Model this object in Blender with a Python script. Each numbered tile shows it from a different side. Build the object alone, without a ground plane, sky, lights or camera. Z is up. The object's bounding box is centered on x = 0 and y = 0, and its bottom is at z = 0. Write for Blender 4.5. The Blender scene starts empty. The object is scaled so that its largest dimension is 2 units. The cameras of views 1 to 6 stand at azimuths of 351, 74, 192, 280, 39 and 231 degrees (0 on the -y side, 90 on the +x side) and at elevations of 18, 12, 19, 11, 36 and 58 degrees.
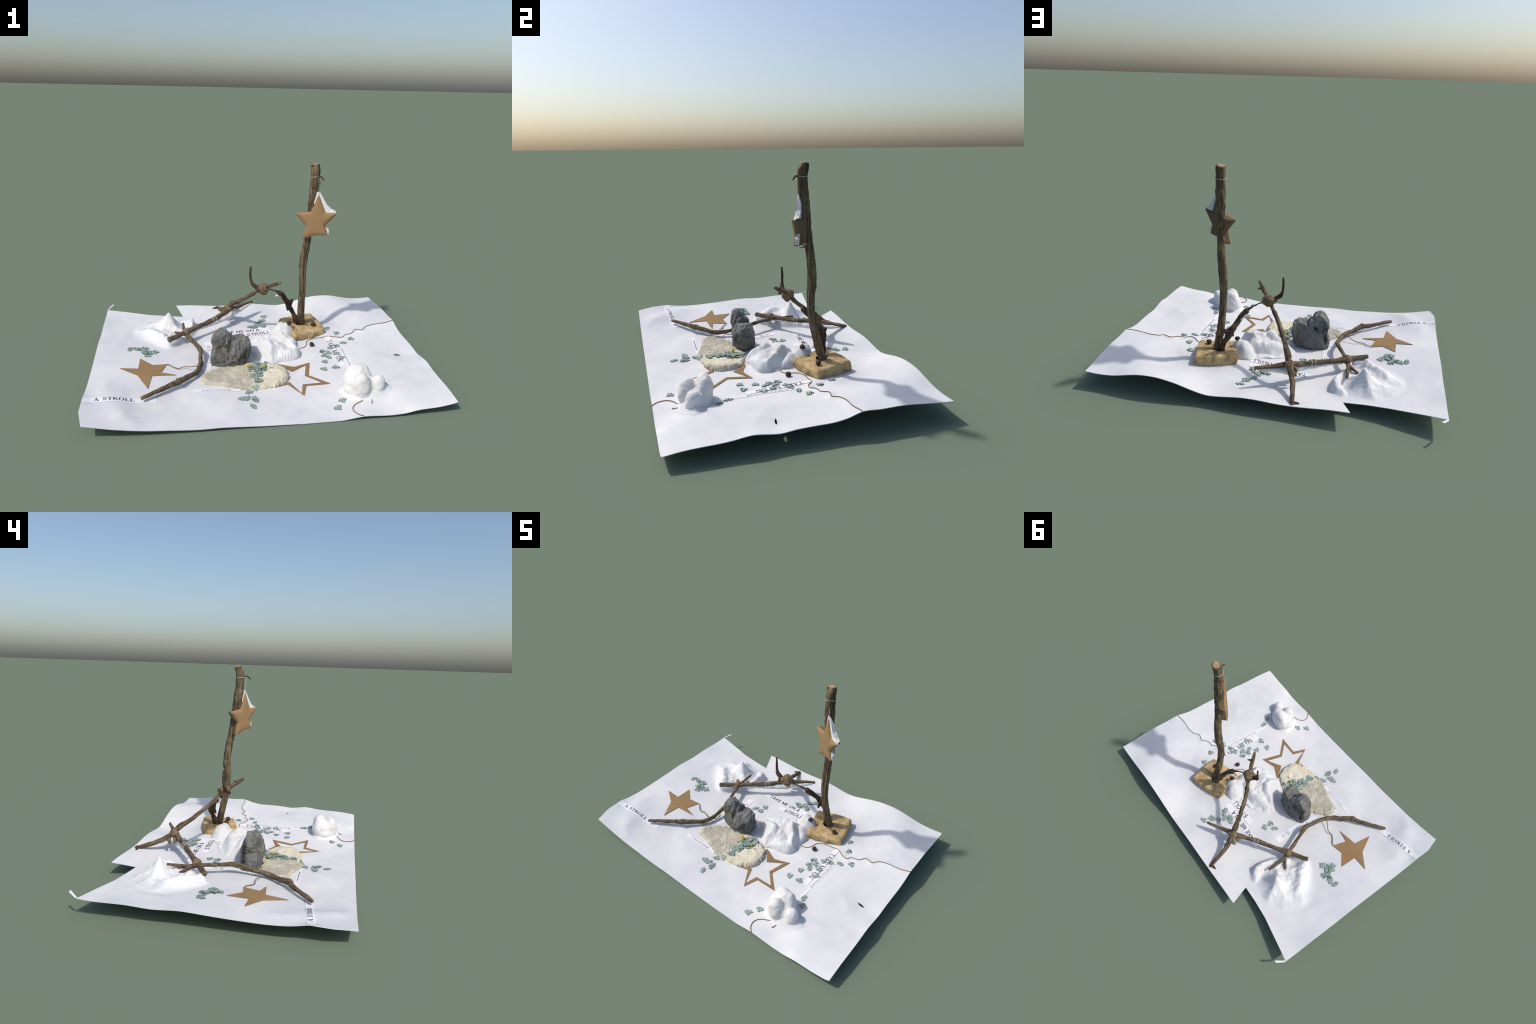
# Craft collage: a creased sheet of white paper carrying a driftwood stand tied from twigs,
# a stone, cotton lumps, a clay pad, cardboard stars, printed paper strips and small jigsaw pieces.
import bpy, bmesh, math, random
import numpy as np
from mathutils import Vector, Matrix, noise

SEED = 7
rnd = random.Random(SEED)
scene = bpy.context.scene


def link(o, parent=None):
    scene.collection.objects.link(o)
    if parent is not None:
        o.parent = parent
        o.matrix_parent_inverse = parent.matrix_world.inverted()
    return o


def make(name, verts, faces, mat=None, smooth=True, parent=None):
    me = bpy.data.meshes.new(name)
    me.from_pydata([tuple(map(float, v)) for v in verts], [], [tuple(map(int, f)) for f in faces])
    me.validate()
    if mat is not None:
        me.materials.append(mat)
    if smooth:
        me.polygons.foreach_set('use_smooth', [True] * len(me.polygons))
    me.update()
    return link(bpy.data.objects.new(name, me), parent)


def tag(o, label, category):
    o["label"] = label
    o["category"] = category


def sharp_by_angle(o, deg=35):
    me = o.data
    bm = bmesh.new()
    bm.from_mesh(me)
    for e in bm.edges:
        if len(e.link_faces) == 2 and e.calc_face_angle(0) > math.radians(deg):
            e.smooth = False
    bm.to_mesh(me)
    bm.free()


# ------------------------------------------------------------------ paper surface
# Heights of the sheet along its four edges and at spots on it; a thin-plate spline joins them.
EDGE_S = [(-.974, .087), (-.831, .057), (-.712, .039), (-.548, .026), (-.297, .019), (-.06, .008), (.125, .004),
          (.34, .004), (.47, .020), (.603, .014), (.701, .019), (.77, .033), (.891, .043), (.998, .061)]
EDGE_E = [(-.611, .073), (-.458, .080), (-.382, .085), (-.305, .094), (-.181, .079), (-.111, .086), (-.003, .089),
          (.07, .089), (.149, .101), (.213, .121), (.30, .118), (.404, .119), (.51, .112), (.696, .097)]
EDGE_N = [(.913, .092), (.823, .097), (.672, .125), (.56, .127), (.443, .107), (.37, .086), (.27, .064), (.086, .08),
          (-.011, .082), (-.134, .076), (-.248, .079), (-.399, .09), (-.509, .093)]
EDGE_W = [(.566, .098), (.394, .099), (.268, .093), (.134, .099), (.026, .094), (-.14, .086), (-.282, .082),
          (-.381, .087), (-.43, .094), (-.479, .104), (-.532, .101), (-.589, .098)]
SPOTS = [(-.46, .568, .059), (-.592, .575, .070), (-.705, .587, .078), (-.86, .617, .092), (-.999, .645, .103),
         (-.571, -.094, .05), (-.514, -.212, .043), (-.671, -.352, .051), (-.841, -.153, .075), (-.731, -.039, .069),
         (.313, -.129, .024), (.377, -.375, .021), (.192, -.461, .010), (.024, -.365, .012), (-.105, -.53, .011),
         (-.105, -.395, .013), (.398, -.538, .017), (.354, -.595, .011), (.379, -.222, .028), (.455, -.223, .035),
         (.588, .163, .063), (.589, .049, .053), (.599, -.376, .049), (.57, -.325, .047), (-.219, .149, .031),
         (-.17, .2, .032), (-.174, .149, .031), (-.799, .079, .075), (.127, .528, .048), (.492, .191, .055),
         (.449, .42, .056), (.184, .364, .060), (-.324, .195, .034), (-.282, .197, .039), (.843, -.161, .068),
         (.902, -.166, .065), (.483, .15, .050), (.525, .146, .058), (.516, -.22, .034), (-.619, -.480, .039),
         (-.618, -.442, .042), (-.419, -.357, .027), (-.740, -.477, .052), (-.949, -.50, .087), (-.512, -.432, .022), (-.738, -.652, .049),
         (-.042, -.649, .009), (.735, -.567, .059), (.657, .011, .058), (-.301, -.455, .022), (.304, .52, .053), (.515, .352, .053),
         (.597, .402, .065), (.663, .452, .080), (.700, .472, .094), (.614, .416, .069), (.117, .589, .060), (.12, .469, .041), (.45, .50, .066), (.75, .36, .101), (.84, .15, .084), (.58, -.19, .050),
         (-.36, -.60, .009), (-.88, -.42, .089), (-.81, -.55, .078), (.92, .30, .117), (-.54, -.28, .048)]
CP = np.array([(x, -.699, z) for x, z in EDGE_S] + [(.998, y, z) for y, z in EDGE_E] +
              [(x, .697, z) for x, z in EDGE_N] + [(-1.0, y, z) for y, z in EDGE_W] + SPOTS)


def tps(r):
    return np.where(r > 1e-9, r * r * np.log(np.maximum(r, 1e-9)), 0.0)


def spline_weights(P, lam=2e-4):
    n = len(P)
    K = tps(np.hypot(P[:, None, 0] - P[None, :, 0], P[:, None, 1] - P[None, :, 1])) + lam * np.eye(n)
    Q = np.c_[np.ones(n), P[:, :2]]
    return np.linalg.solve(np.block([[K, Q], [Q.T, np.zeros((3, 3))]]), np.r_[P[:, 2], 0, 0, 0])


CW = spline_weights(CP)
STRING_E = [(.286, .042), (.32, .050), (.342, .077), (.363, .128), (.418, .150), (.464, .150), (.506, .152), (.537, .136),
            (.566, .112), (.600, .106), (.626, .130), (.672, .138), (.708, .172), (.757, .162), (.787, .188), (.838, .202),
            (.926, .200), (.996, .212)]


def seg_dist(x, y, pts):
    """distance from points to a polyline"""
    best = np.full(np.shape(x), 9.0)
    for (ax, ay), (bx, by) in zip(pts[:-1], pts[1:]):
        dx, dy = bx - ax, by - ay
        t = np.clip(((x - ax) * dx + (y - ay) * dy) / (dx * dx + dy * dy), 0, 1)
        best = np.minimum(best, np.hypot(x - ax - t * dx, y - ay - t * dy))
    return best


def surf(x, y):
    x = np.asarray(x, float)
    y = np.asarray(y, float)
    D = np.hypot(x[..., None] - CP[:, 0], y[..., None] - CP[:, 1])
    z = tps(D) @ CW[:len(CP)] + CW[-3] + CW[-2] * x + CW[-1] * y
    # the string that runs to the east edge lifts the sheet in a soft ridge
    d = seg_dist(x, y, STRING_E[8:])
    z = z + .007 * np.exp(-(d / .022) ** 2) * np.clip((.99 - x) / .1, 0, 1)
    # handling creases: broad soft waves plus a few slanted kinks
    z = z + 0.0010 * np.sin(9 * x + 5 * y + 2 * np.sin(4 * y)) * np.sin(7 * y - 3 * x + 1.1)
    for cx, cy, ang, ln, h in CREASES:
        u = (x - cx) * math.cos(ang) + (y - cy) * math.sin(ang)
        v = -(x - cx) * math.sin(ang) + (y - cy) * math.cos(ang)
        z = z + h * np.exp(-(u / ln) ** 2) * np.maximum(0, 1 - np.abs(v) / .05)
    return np.maximum(z, .0035)


CREASES = [(-.79, -.60, .9, .05, .006), (-.74, -.64, -.4, .05, .005), (.72, -.56, .6, .06, .005), (.80, -.22, 2.5, .10, .004),
           (.62, .43, .7, .14, .004), (.80, .36, 1.2, .12, .004), (-.46, -.42, 1.1, .04, .003), (-.38, -.43, 2.3, .04, .003),
           (.0, .58, .3, .12, .003), (.75, -.45, .2, .12, .003), (-.85, .25, 1.3, .12, .003), (.90, -.40, .4, .08, .004),
           (.55, .32, 2.2, .12, .004), (-.9, -.35, 1.2, .08, .004), (.2, -.62, .2, .1, .003)]


def sz(x, y):
    return float(surf(np.array(x), np.array(y)))


# ------------------------------------------------------------------ materials
def srgb(r, g, b):
    f = lambda c: (c / 12.92 if c <= .04045 else ((c + .055) / 1.055) ** 2.4)
    return (f(r / 255), f(g / 255), f(b / 255), 1)


class Mat:
    def __init__(self, name, rough=.8, spec=.3):
        self.m = bpy.data.materials.new(name)
        self.m.use_nodes = True
        self.t = self.m.node_tree
        self.b = self.t.nodes['Principled BSDF']
        self.b.inputs['Roughness'].default_value = rough
        self.b.inputs['Specular IOR Level'].default_value = spec
        self.co = self.t.nodes.new('ShaderNodeTexCoord').outputs['Object']

    def map(self, scale=(1, 1, 1), loc=(0, 0, 0), rot=(0, 0, 0)):
        n = self.t.nodes.new('ShaderNodeMapping')
        n.inputs['Scale'].default_value = scale
        n.inputs['Location'].default_value = loc
        n.inputs['Rotation'].default_value = rot
        self.t.links.new(self.co, n.inputs['Vector'])
        return n.outputs[0]

    def noise(self, scale, vec=None, detail=4, rough=.55, distort=0):
        n = self.t.nodes.new('ShaderNodeTexNoise')
        n.inputs['Scale'].default_value = scale
        n.inputs['Detail'].default_value = detail
        n.inputs['Roughness'].default_value = rough
        n.inputs['Distortion'].default_value = distort
        self.t.links.new(vec if vec is not None else self.co, n.inputs['Vector'])
        return n.outputs['Fac']

    def voronoi(self, scale, vec=None, feature='F1'):
        n = self.t.nodes.new('ShaderNodeTexVoronoi')
        n.feature = feature
        n.inputs['Scale'].default_value = scale
        self.t.links.new(vec if vec is not None else self.co, n.inputs['Vector'])
        return n.outputs['Distance']

    def ramp(self, fac, stops):
        n = self.t.nodes.new('ShaderNodeValToRGB')
        e = n.color_ramp.elements
        while len(e) < len(stops):
            e.new(.5)
        for k, (p, c) in zip(e, stops):
            k.position = p
            k.color = c if len(c) == 4 else (*c, 1)
        self.t.links.new(fac, n.inputs['Fac'])
        return n.outputs['Color']

    def mask(self, fac, lo, hi):
        n = self.t.nodes.new('ShaderNodeMapRange')
        n.inputs['From Min'].default_value = lo
        n.inputs['From Max'].default_value = hi
        self.t.links.new(fac, n.inputs['Value'])
        return n.outputs[0]

    def mix(self, fac, a, b, mode='MIX'):
        n = self.t.nodes.new('ShaderNodeMix')
        n.data_type = 'RGBA'
        n.blend_type = mode
        ins = [n.inputs[0], n.inputs[6], n.inputs[7]]
        for s, v in zip(ins, (fac, a, b)):
            if isinstance(v, (int, float, tuple)):
                s.default_value = (*v, 1) if isinstance(v, tuple) and len(v) == 3 else v
            else:
                self.t.links.new(v, s)
        return n.outputs[2]

    def color(self, c):
        if isinstance(c, tuple):
            self.b.inputs['Base Color'].default_value = c
        else:
            self.t.links.new(c, self.b.inputs['Base Color'])
        return self

    def bump(self, fac, strength=.4, dist=.004):
        n = self.t.nodes.new('ShaderNodeBump')
        n.inputs['Strength'].default_value = strength
        n.inputs['Distance'].default_value = dist
        self.t.links.new(fac, n.inputs['Height'])
        self.t.links.new(n.outputs[0], self.b.inputs['Normal'])
        return self


def plain(name, c, rough=.8, vary=.12, scale=60):
    m = Mat(name, rough)
    dark = tuple(x * (1 - vary) for x in c[:3]) + (1,)
    lite = tuple(min(1, x * (1 + vary)) for x in c[:3]) + (1,)
    m.color(m.ramp(m.noise(scale), [(.3, dark), (.7, lite)]))
    return m.m


def mat_paper():
    m = Mat('white_paper', .75, .2)
    a = m.ramp(m.noise(5, detail=3), [(.30, (.595, .600, .615)), (.55, (.645, .645, .65)), (.75, (.69, .685, .675))])
    b = m.ramp(m.noise(13, m.map(loc=(3, 1, 0)), detail=2), [(.35, (.94, .945, .965)), (.6, (1, 1, 1))])
    m.color(m.mix(.6, a, b, 'MULTIPLY'))
    m.bump(m.noise(160, detail=2), .05, .001)
    return m.m


def mat_bark(name, dark, mid, lite, stretch=(1, 1, .12)):
    m = Mat(name, .85, .2)
    grain = m.noise(95, m.map(stretch), detail=5, rough=.65)
    base = m.ramp(grain, [(.30, dark), (.50, mid), (.72, lite)])
    blot = m.mask(m.noise(16, detail=3), .52, .66)
    base = m.mix(blot, base, m.ramp(grain, [(.35, mid), (.7, lite)]))
    pits = m.mask(m.noise(40, detail=2), .36, .28)
    base = m.mix(pits, base, dark)
    m.color(base)
    m.bump(grain, .6, .003)
    return m.m


def mat_cotton(name, tint=(.70, .71, .72), cream=(.66, .62, .62)):
    m = Mat(name, .95, .1)
    c = m.ramp(m.noise(7, detail=3), [(.36, cream), (.5, tint), (.7, tuple(min(.86, x * 1.1) for x in tint))])
    m.color(c)
    m.b.inputs['Sheen Weight'].default_value = .15
    m.bump(m.noise(55, detail=4), .25, .004)
    return m.m


def mat_rim(name, centre, r0, r1, tint):
    m = Mat(name, .85, .15)
    a = m.ramp(m.noise(5, detail=3), [(.30, (.595, .600, .615)), (.55, (.645, .645, .65)), (.75, (.69, .685, .675))])
    n = m.t.nodes.new('ShaderNodeVectorMath')
    n.operation = 'DISTANCE'
    flat = m.map((1, 1, 0))
    m.t.links.new(flat, n.inputs[0])
    n.inputs[1].default_value = centre
    c = m.ramp(m.noise(11, detail=4), [(.35, tuple(x * .94 for x in tint)), (.6, tint)])
    m.color(m.mix(m.mask(n.outputs['Value'], r1, r0), a, c))
    m.bump(m.noise(45, detail=4), .15, .003)
    return m.m


def mat_stone():
    m = Mat('grey_stone', .8, .3)
    n1 = m.noise(9, detail=6, rough=.65)
    c = m.ramp(n1, [(.30, (.05, .052, .051)), (.45, (.125, .128, .124)), (.58, (.19, .192, .182)), (.72, (.31, .31, .29))])
    ochre = m.mask(m.noise(14, m.map(loc=(5, 2, 1)), detail=3), .55, .70)
    c = m.mix(ochre, c, (.12, .105, .07, 1))
    dark_streak = m.mask(m.noise(9, m.map((1, 1, .35), loc=(4, 1, 0), rot=(.15, .2, 0)), detail=5, rough=.7), .40, .33)
    c = m.mix(dark_streak, c, (.022, .023, .023, 1))
    dusty = m.mask(m.noise(6, m.map(loc=(9, 3, 2)), detail=5, rough=.7), .58, .72)
    c = m.mix(dusty, c, (.27, .27, .255, 1))
    speck = m.mask(m.noise(150, detail=2), .66, .74)
    c = m.mix(speck, c, (.34, .34, .32, 1))
    m.color(c)
    m.bump(m.noise(60, detail=6, rough=.7), .7, .006)
    return m.m


def mat_sandstone():
    m = Mat('sandstone', .9, .15)
    c = m.ramp(m.noise(20, detail=6, rough=.65), [(.30, (.235, .155, .072)), (.48, (.41, .29, .138)), (.68, (.58, .44, .235))])  # mid tone averages the sunlit top with the shaded side
    grain = m.noise(230, detail=2)
    c = m.mix(m.mask(grain, .60, .68), c, (.62, .50, .30, 1))
    pits = m.mask(m.voronoi(42), .20, .08)
    c = m.mix(pits, c, (.12, .075, .03, 1))
    m.color(c)
    m.bump(m.noise(120, detail=5, rough=.7), .8, .004)
    return m.m


def mat_clay():
    m = Mat('cream_clay', .9, .15)
    n = m.noise(14, detail=5)
    cream = m.ramp(n, [(.3, (.50, .45, .33)), (.5, (.60, .555, .43)), (.7, (.69, .65, .53))])
    grey = m.ramp(m.noise(9, m.map(loc=(2, 7, 0)), detail=4), [(.3, (.36, .345, .27)), (.55, (.48, .44, .35)), (.75, (.54, .50, .40))])
    sep = m.t.nodes.new('ShaderNodeSeparateXYZ')
    m.t.links.new(m.co, sep.inputs[0])
    # the west end of the pad is dirtier than the freshly pulled east end
    side = m.t.nodes.new('ShaderNodeMath')
    side.operation = 'MULTIPLY_ADD'
    m.t.links.new(n, side.inputs[0])
    side.inputs[1].default_value = .25
    m.t.links.new(sep.outputs['X'], side.inputs[2])
    c = m.mix(m.mask(side.outputs[0], .0, .07), grey, cream)
    m.color(c)
    m.bump(m.noise(70, detail=6, rough=.7), .6, .005)
    return m.m


def mat_card(name, c):
    m = Mat(name, .8, .2)
    n = m.noise(3.5, m.map((1, 3, 1)), detail=4)
    col = m.ramp(n, [(.3, tuple(x * .86 for x in c)), (.6, c), (.8, tuple(x * 1.1 for x in c))])
    m.color(col)
    m.bump(m.noise(200, detail=3), .1, .001)
    return m.m


M_PAPER = mat_paper()
M_STRIP = plain('label_paper', (.74, .735, .77, 1), .7, .03, 8)
M_INK = plain('printed_ink', (.022, .022, .028, 1), .6, .1)
M_POLE = mat_bark('pole_bark', (.026, .020, .013), (.105, .076, .044), (.25, .19, .115), (1, 1, .06))
M_TWIG = mat_bark('twig_bark', (.028, .021, .014), (.105, .076, .047), (.23, .175, .115), (1, 1, .10))  # pale grain stop lightened for sun highlights on the twig tops
M_TWIG_DARK = mat_bark('dark_twig_bark', (.016, .011, .008), (.055, .036, .022), (.13, .085, .05), (1, 1, .12))
M_SPLIT = plain('split_wood', (.36, .25, .14, 1), .85, .35, 40)
M_COTTON = mat_cotton('white_cotton', (.625, .63, .63), (.59, .575, .565))
M_MOUND = mat_rim('white_wool', (-.57, .33, 0), .07, .17, (.70, .70, .695))
M_ROCK = M_PAPER
M_CLUMP = mat_cotton('white_clay', (.66, .655, .64), (.62, .605, .585))
M_STONE = mat_stone()
M_SAND = mat_sandstone()
M_CLAY = mat_clay()
M_CARD = mat_card('brown_cardboard', (.300, .190, .090))
M_CARD2 = mat_card('cut_cardboard', (.255, .165, .078))
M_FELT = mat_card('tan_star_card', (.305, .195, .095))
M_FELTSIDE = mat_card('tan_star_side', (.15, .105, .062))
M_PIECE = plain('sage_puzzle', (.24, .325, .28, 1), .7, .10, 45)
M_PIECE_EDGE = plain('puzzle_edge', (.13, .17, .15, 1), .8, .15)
M_TWINE = plain('brown_twine', (.17, .11, .055, 1), .9, .35, 300)
M_KNOT = plain('knot_twine', (.20, .14, .082, 1), .9, .45, 120)
M_WIRE = plain('white_thread', (.55, .54, .52, 1), .6, .1)
M_BERRY = plain('dark_berry', (.045, .028, .018, 1), .75, .4, 120)
M_LEAF = plain('yellow_leaf', (.36, .34, .05, 1), .6, .25, 60)
M_BLUE = plain('blue_scrap', (.016, .05, .20, 1), .6, .3, 60)
M_GREYCORD = plain('ochre_cord', (.20, .155, .07, 1), .9, .2, 200)
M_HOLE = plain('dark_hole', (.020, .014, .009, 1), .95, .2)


# ------------------------------------------------------------------ generic builders
def catmull(nodes, step):
    """nodes: rows (x, y, z, r) -> evenly spaced rows"""
    P = np.array(nodes, float)
    Q = np.vstack([2 * P[0] - P[1], P, 2 * P[-1] - P[-2]])
    out = []
    for i in range(1, len(Q) - 2):
        p0, p1, p2, p3 = Q[i - 1:i + 3]
        n = max(2, int(np.linalg.norm(p2[:3] - p1[:3]) / step))
        for t in np.arange(n) / n:
            out.append(.5 * (2 * p1 + (p2 - p0) * t + (2 * p0 - 5 * p1 + 4 * p2 - p3) * t * t + (3 * p1 - p0 - 3 * p2 + p3) * t ** 3))
    out.append(P[-1])
    return np.array(out)


def frames(C):
    T = np.gradient(C, axis=0)
    T /= np.linalg.norm(T, axis=1)[:, None]
    n = np.cross(T[0], (0.31, .94, .17))
    n /= np.linalg.norm(n)
    N = []
    for t in T:
        n = n - t * (n @ t)
        n /= np.linalg.norm(n)
        N.append(n)
    N = np.array(N)
    return T, N, np.cross(T, N)


def tube(name, nodes, mat, seg=16, step=.005, rough=.10, ridge=.04, seed=0, parent=None, shape=None, align=True, minr=.001):
    """a lofted twig, pole or string through nodes (x, y, z, radius) with knobbly bark relief"""
    R = catmull(nodes, step)
    C, rad = R[:, :3], np.maximum(R[:, 3], minr)
    T, N, B = frames(C)
    L = np.r_[0, np.cumsum(np.linalg.norm(np.diff(C, axis=0), axis=1))]
    verts = []
    for i in range(len(C)):
        for k in range(seg):
            a = 2 * math.pi * k / seg
            d = N[i] * math.cos(a) + B[i] * math.sin(a)
            r = rad[i]
            if rough:
                q = Vector((math.cos(a) * .9 + seed * 7.1, math.sin(a) * .9, L[i] * 24))
                r *= 1 + rough * noise.noise(q) * 2
                q = Vector((math.cos(a) * 4 + seed, math.sin(a) * 4, L[i] * 5))
                r *= 1 + ridge * noise.noise(q) * 2
            if shape is not None:
                r *= shape(C[i], d)
            verts.append(C[i] + d * r)
    faces = [(i * seg + k, i * seg + (k + 1) % seg, (i + 1) * seg + (k + 1) % seg, (i + 1) * seg + k)
             for i in range(len(C) - 1) for k in range(seg)]
    for i, sgn in ((0, -1), (len(C) - 1, 1)):      # slightly domed cut ends
        base = i * seg
        ring = len(verts)
        for k in range(seg):
            verts.append(C[i] + (verts[base + k] - C[i]) * .6 + T[i] * sgn * rad[i] * .18)
        c = len(verts)
        verts.append(C[i] + T[i] * sgn * rad[i] * .22)
        for k in range(seg):
            k2 = (k + 1) % seg
            q = (base + k, base + k2, ring + k2, ring + k)
            faces.append(q if sgn > 0 else q[::-1])
            t3 = (ring + k, ring + k2, c)
            faces.append(t3 if sgn > 0 else t3[::-1])
    verts = np.array(verts)
    # own frame: local z runs along the piece, so bark grain follows it
    org = C[0]
    z = Vector(C[-1] - C[0])
    if align and z.length > 1e-6:
        q = Vector((0, 0, 1)).rotation_difference(z.normalized())
    else:
        q = Matrix.Identity(3).to_quaternion()
    inv = np.array(q.to_matrix()).T
    local = (verts - org) @ inv.T
    o = make(name, local, faces, mat)
    o.location = Vector(org)
    o.rotation_mode = 'QUATERNION'
    o.rotation_quaternion = q
    if parent is not None:
        o.parent = parent
    return o


def merge_into(dst, src):
    """join src (world-aligned mesh object) into dst, keeping dst's frame"""
    bpy.context.view_layer.update()
    bm = bmesh.new()
    bm.from_mesh(dst.data)
    m = dst.matrix_world.inverted() @ src.matrix_world
    tmp = src.data.copy()
    tmp.transform(m)
    bm.from_mesh(tmp)
    bm.to_mesh(dst.data)
    bm.free()
    bpy.data.objects.remove(src)
    dst.data.polygons.foreach_set('use_smooth', [True] * len(dst.data.polygons))
    return dst


def ellipsoids(name, blobs, mat, voxel=.006, smooth=6, amp=.006, freq=14, seed=0, parent=None, facets=0, flat=None, amp2=0, boxy=1.0, hulls=()):
    """fused lumps: rotated ellipsoids (c, half sizes, z-angle, tilt), voxel-united, relaxed and roughened"""
    r = random.Random(seed)
    bm = bmesh.new()
    for b in blobs:
        c, h = Vector(b[0]), b[1]
        rot = Matrix.Rotation(b[2] if len(b) > 2 else 0, 3, 'Z') @ Matrix.Rotation(b[3] if len(b) > 3 else 0, 3, 'Y')
        ret = bmesh.ops.create_icosphere(bm, subdivisions=5, radius=1)
        planes = []
        for _ in range(facets):
            n = Vector((r.uniform(-1, 1), r.uniform(-1, 1), r.uniform(-1, 1))).normalized()
            planes.append((n, r.uniform(.72, .92)))
        for v in ret['verts']:
            p = Vector([math.copysign(abs(q) ** boxy, q) for q in v.co])
            p *= 1 / max(1, p.length ** .5)
            for n, d in planes:
                e = p.dot(n) - d
                if e > 0:
                    p -= n * e
            v.co = c + rot @ Vector((p.x * h[0], p.y * h[1], p.z * h[2]))
    for pts in hulls:
        vs = [bm.verts.new(p) for p in pts]
        ret = bmesh.ops.convex_hull(bm, input=vs)
        junk = [g for g in ret['geom_interior'] + ret['geom_unused'] if isinstance(g, bmesh.types.BMVert)]
        bmesh.ops.delete(bm, geom=junk, context='VERTS')
    bmesh.ops.recalc_face_normals(bm, faces=bm.faces)
    me = bpy.data.meshes.new(name + '_raw')
    bm.to_mesh(me)
    bm.free()
    o = bpy.data.objects.new(name + '_raw', me)
    scene.collection.objects.link(o)
    md = o.modifiers.new('Remesh', 'REMESH')
    md.mode = 'VOXEL'
    md.voxel_size = voxel
    if smooth:
        s = o.modifiers.new('Smooth', 'SMOOTH')
        s.factor = .5
        s.iterations = smooth
    dg = bpy.context.evaluated_depsgraph_get()
    out = bpy.data.meshes.new_from_object(o.evaluated_get(dg))
    bpy.data.objects.remove(o)
    out.name = name
    cos = [v.co.copy() for v in out.vertices]
    nor = [v.normal.copy() for v in out.vertices]
    off = Vector((seed * 3.7, seed * 1.3, 0))
    for v, p, n in zip(out.vertices, cos, nor):
        d = amp * noise.fractal(p * freq + off, 1.0, 2.0, 4) if amp else 0
        if amp2:
            q = Vector((p.x * 15, p.y * 15, p.z * 6)) + off          # upright crevices
            d -= amp2 * 1.6 * max(0, 1 - abs(noise.noise(q)) * 5) ** 2
            q = Vector((p.x * 45, p.y * 45, p.z * 45)) + off
            d -= amp2 * .5 * max(0, 1 - abs(noise.noise(q)) * 4) ** 2
        v.co = p + n * d
        if flat is not None and v.co.z < flat:
            v.co.z = flat
    out.materials.clear()
    out.materials.append(mat)
    out.polygons.foreach_set('use_smooth', [True] * len(out.polygons))
    out.update()
    ob = link(bpy.data.objects.new(name, out), parent)
    return ob


def in_poly(x, y, poly):
    c = False
    j = len(poly) - 1
    for i in range(len(poly)):
        xi, yi = poly[i]
        xj, yj = poly[j]
        if (yi > y) != (yj > y) and x < (xj - xi) * (y - yi) / (yj - yi) + xi:
            c = not c
        j = i
    return c


def round_outline(poly, n):
    """closed Catmull-Rom through an outline, n points spaced by angle index"""
    P = np.array(poly, float)
    k = len(P)
    out = []
    m = max(2, n // k)
    for i in range(k):
        p0, p1, p2, p3 = P[i - 1], P[i], P[(i + 1) % k], P[(i + 2) % k]
        for t in np.arange(m) / m:
            out.append(.5 * (2 * p1 + (p2 - p0) * t + (2 * p0 - 5 * p1 + 4 * p2 - p3) * t * t + (3 * p1 - p0 - 3 * p2 + p3) * t ** 3))
    return np.array(out)


def lump(name, outline, centre, height, mat, rings=40, n=200, parent=None, sink=.006, edge_noise=.0, seed=0):
    """a soft heap on the sheet: rings shrink from its outline to a centre; height(x, y, d) gives its top"""
    O = round_outline(outline, n)
    n = len(O)
    c = np.array(centre)
    if edge_noise:
        for i in range(n):
            d = O[i] - c
            O[i] = c + d * (1 + edge_noise * (noise.fractal(Vector((O[i][0] * 38, O[i][1] * 38, seed)), 1, 2, 3)))
    s = np.linspace(0, 1, rings) ** 1.15
    X = np.array([c + (O - c) * (1 - t) for t in s[:-1]])
    x, y = X[..., 0], X[..., 1]
    d = np.array([np.min([np.hypot(*(X[j] - q).T) for q in O[::3]], axis=0) for j in range(len(X))])
    z = height(x, y, d)
    base = surf(O[:, 0], O[:, 1])
    skirt = sink is not None
    verts = [(O[i][0], O[i][1], base[i] - sink) for i in range(n)] if skirt else []
    for j in range(len(X)):
        verts += [(x[j, i], y[j, i], z[j, i]) for i in range(n)]
    verts.append((c[0], c[1], float(height(np.array([c[0]]), np.array([c[1]]), np.array([.1]))[0])))
    faces = [(j * n + i, j * n + (i + 1) % n, (j + 1) * n + (i + 1) % n, (j + 1) * n + i) for j in range(len(X) - (0 if skirt else 1)) for i in range(n)]
    last = len(verts) - 1 - n
    faces += [(last + i, last + (i + 1) % n, len(verts) - 1) for i in range(n)]
    V = np.array(verts)
    A = (V[faces[0][1]] - V[faces[0][0]])
    area = sum(O[i][0] * O[(i + 1) % n][1] - O[(i + 1) % n][0] * O[i][1] for i in range(n))
    if area < 0:
        faces = [f[::-1] for f in faces]
    return make(name, verts, faces, mat, parent=parent)


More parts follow.
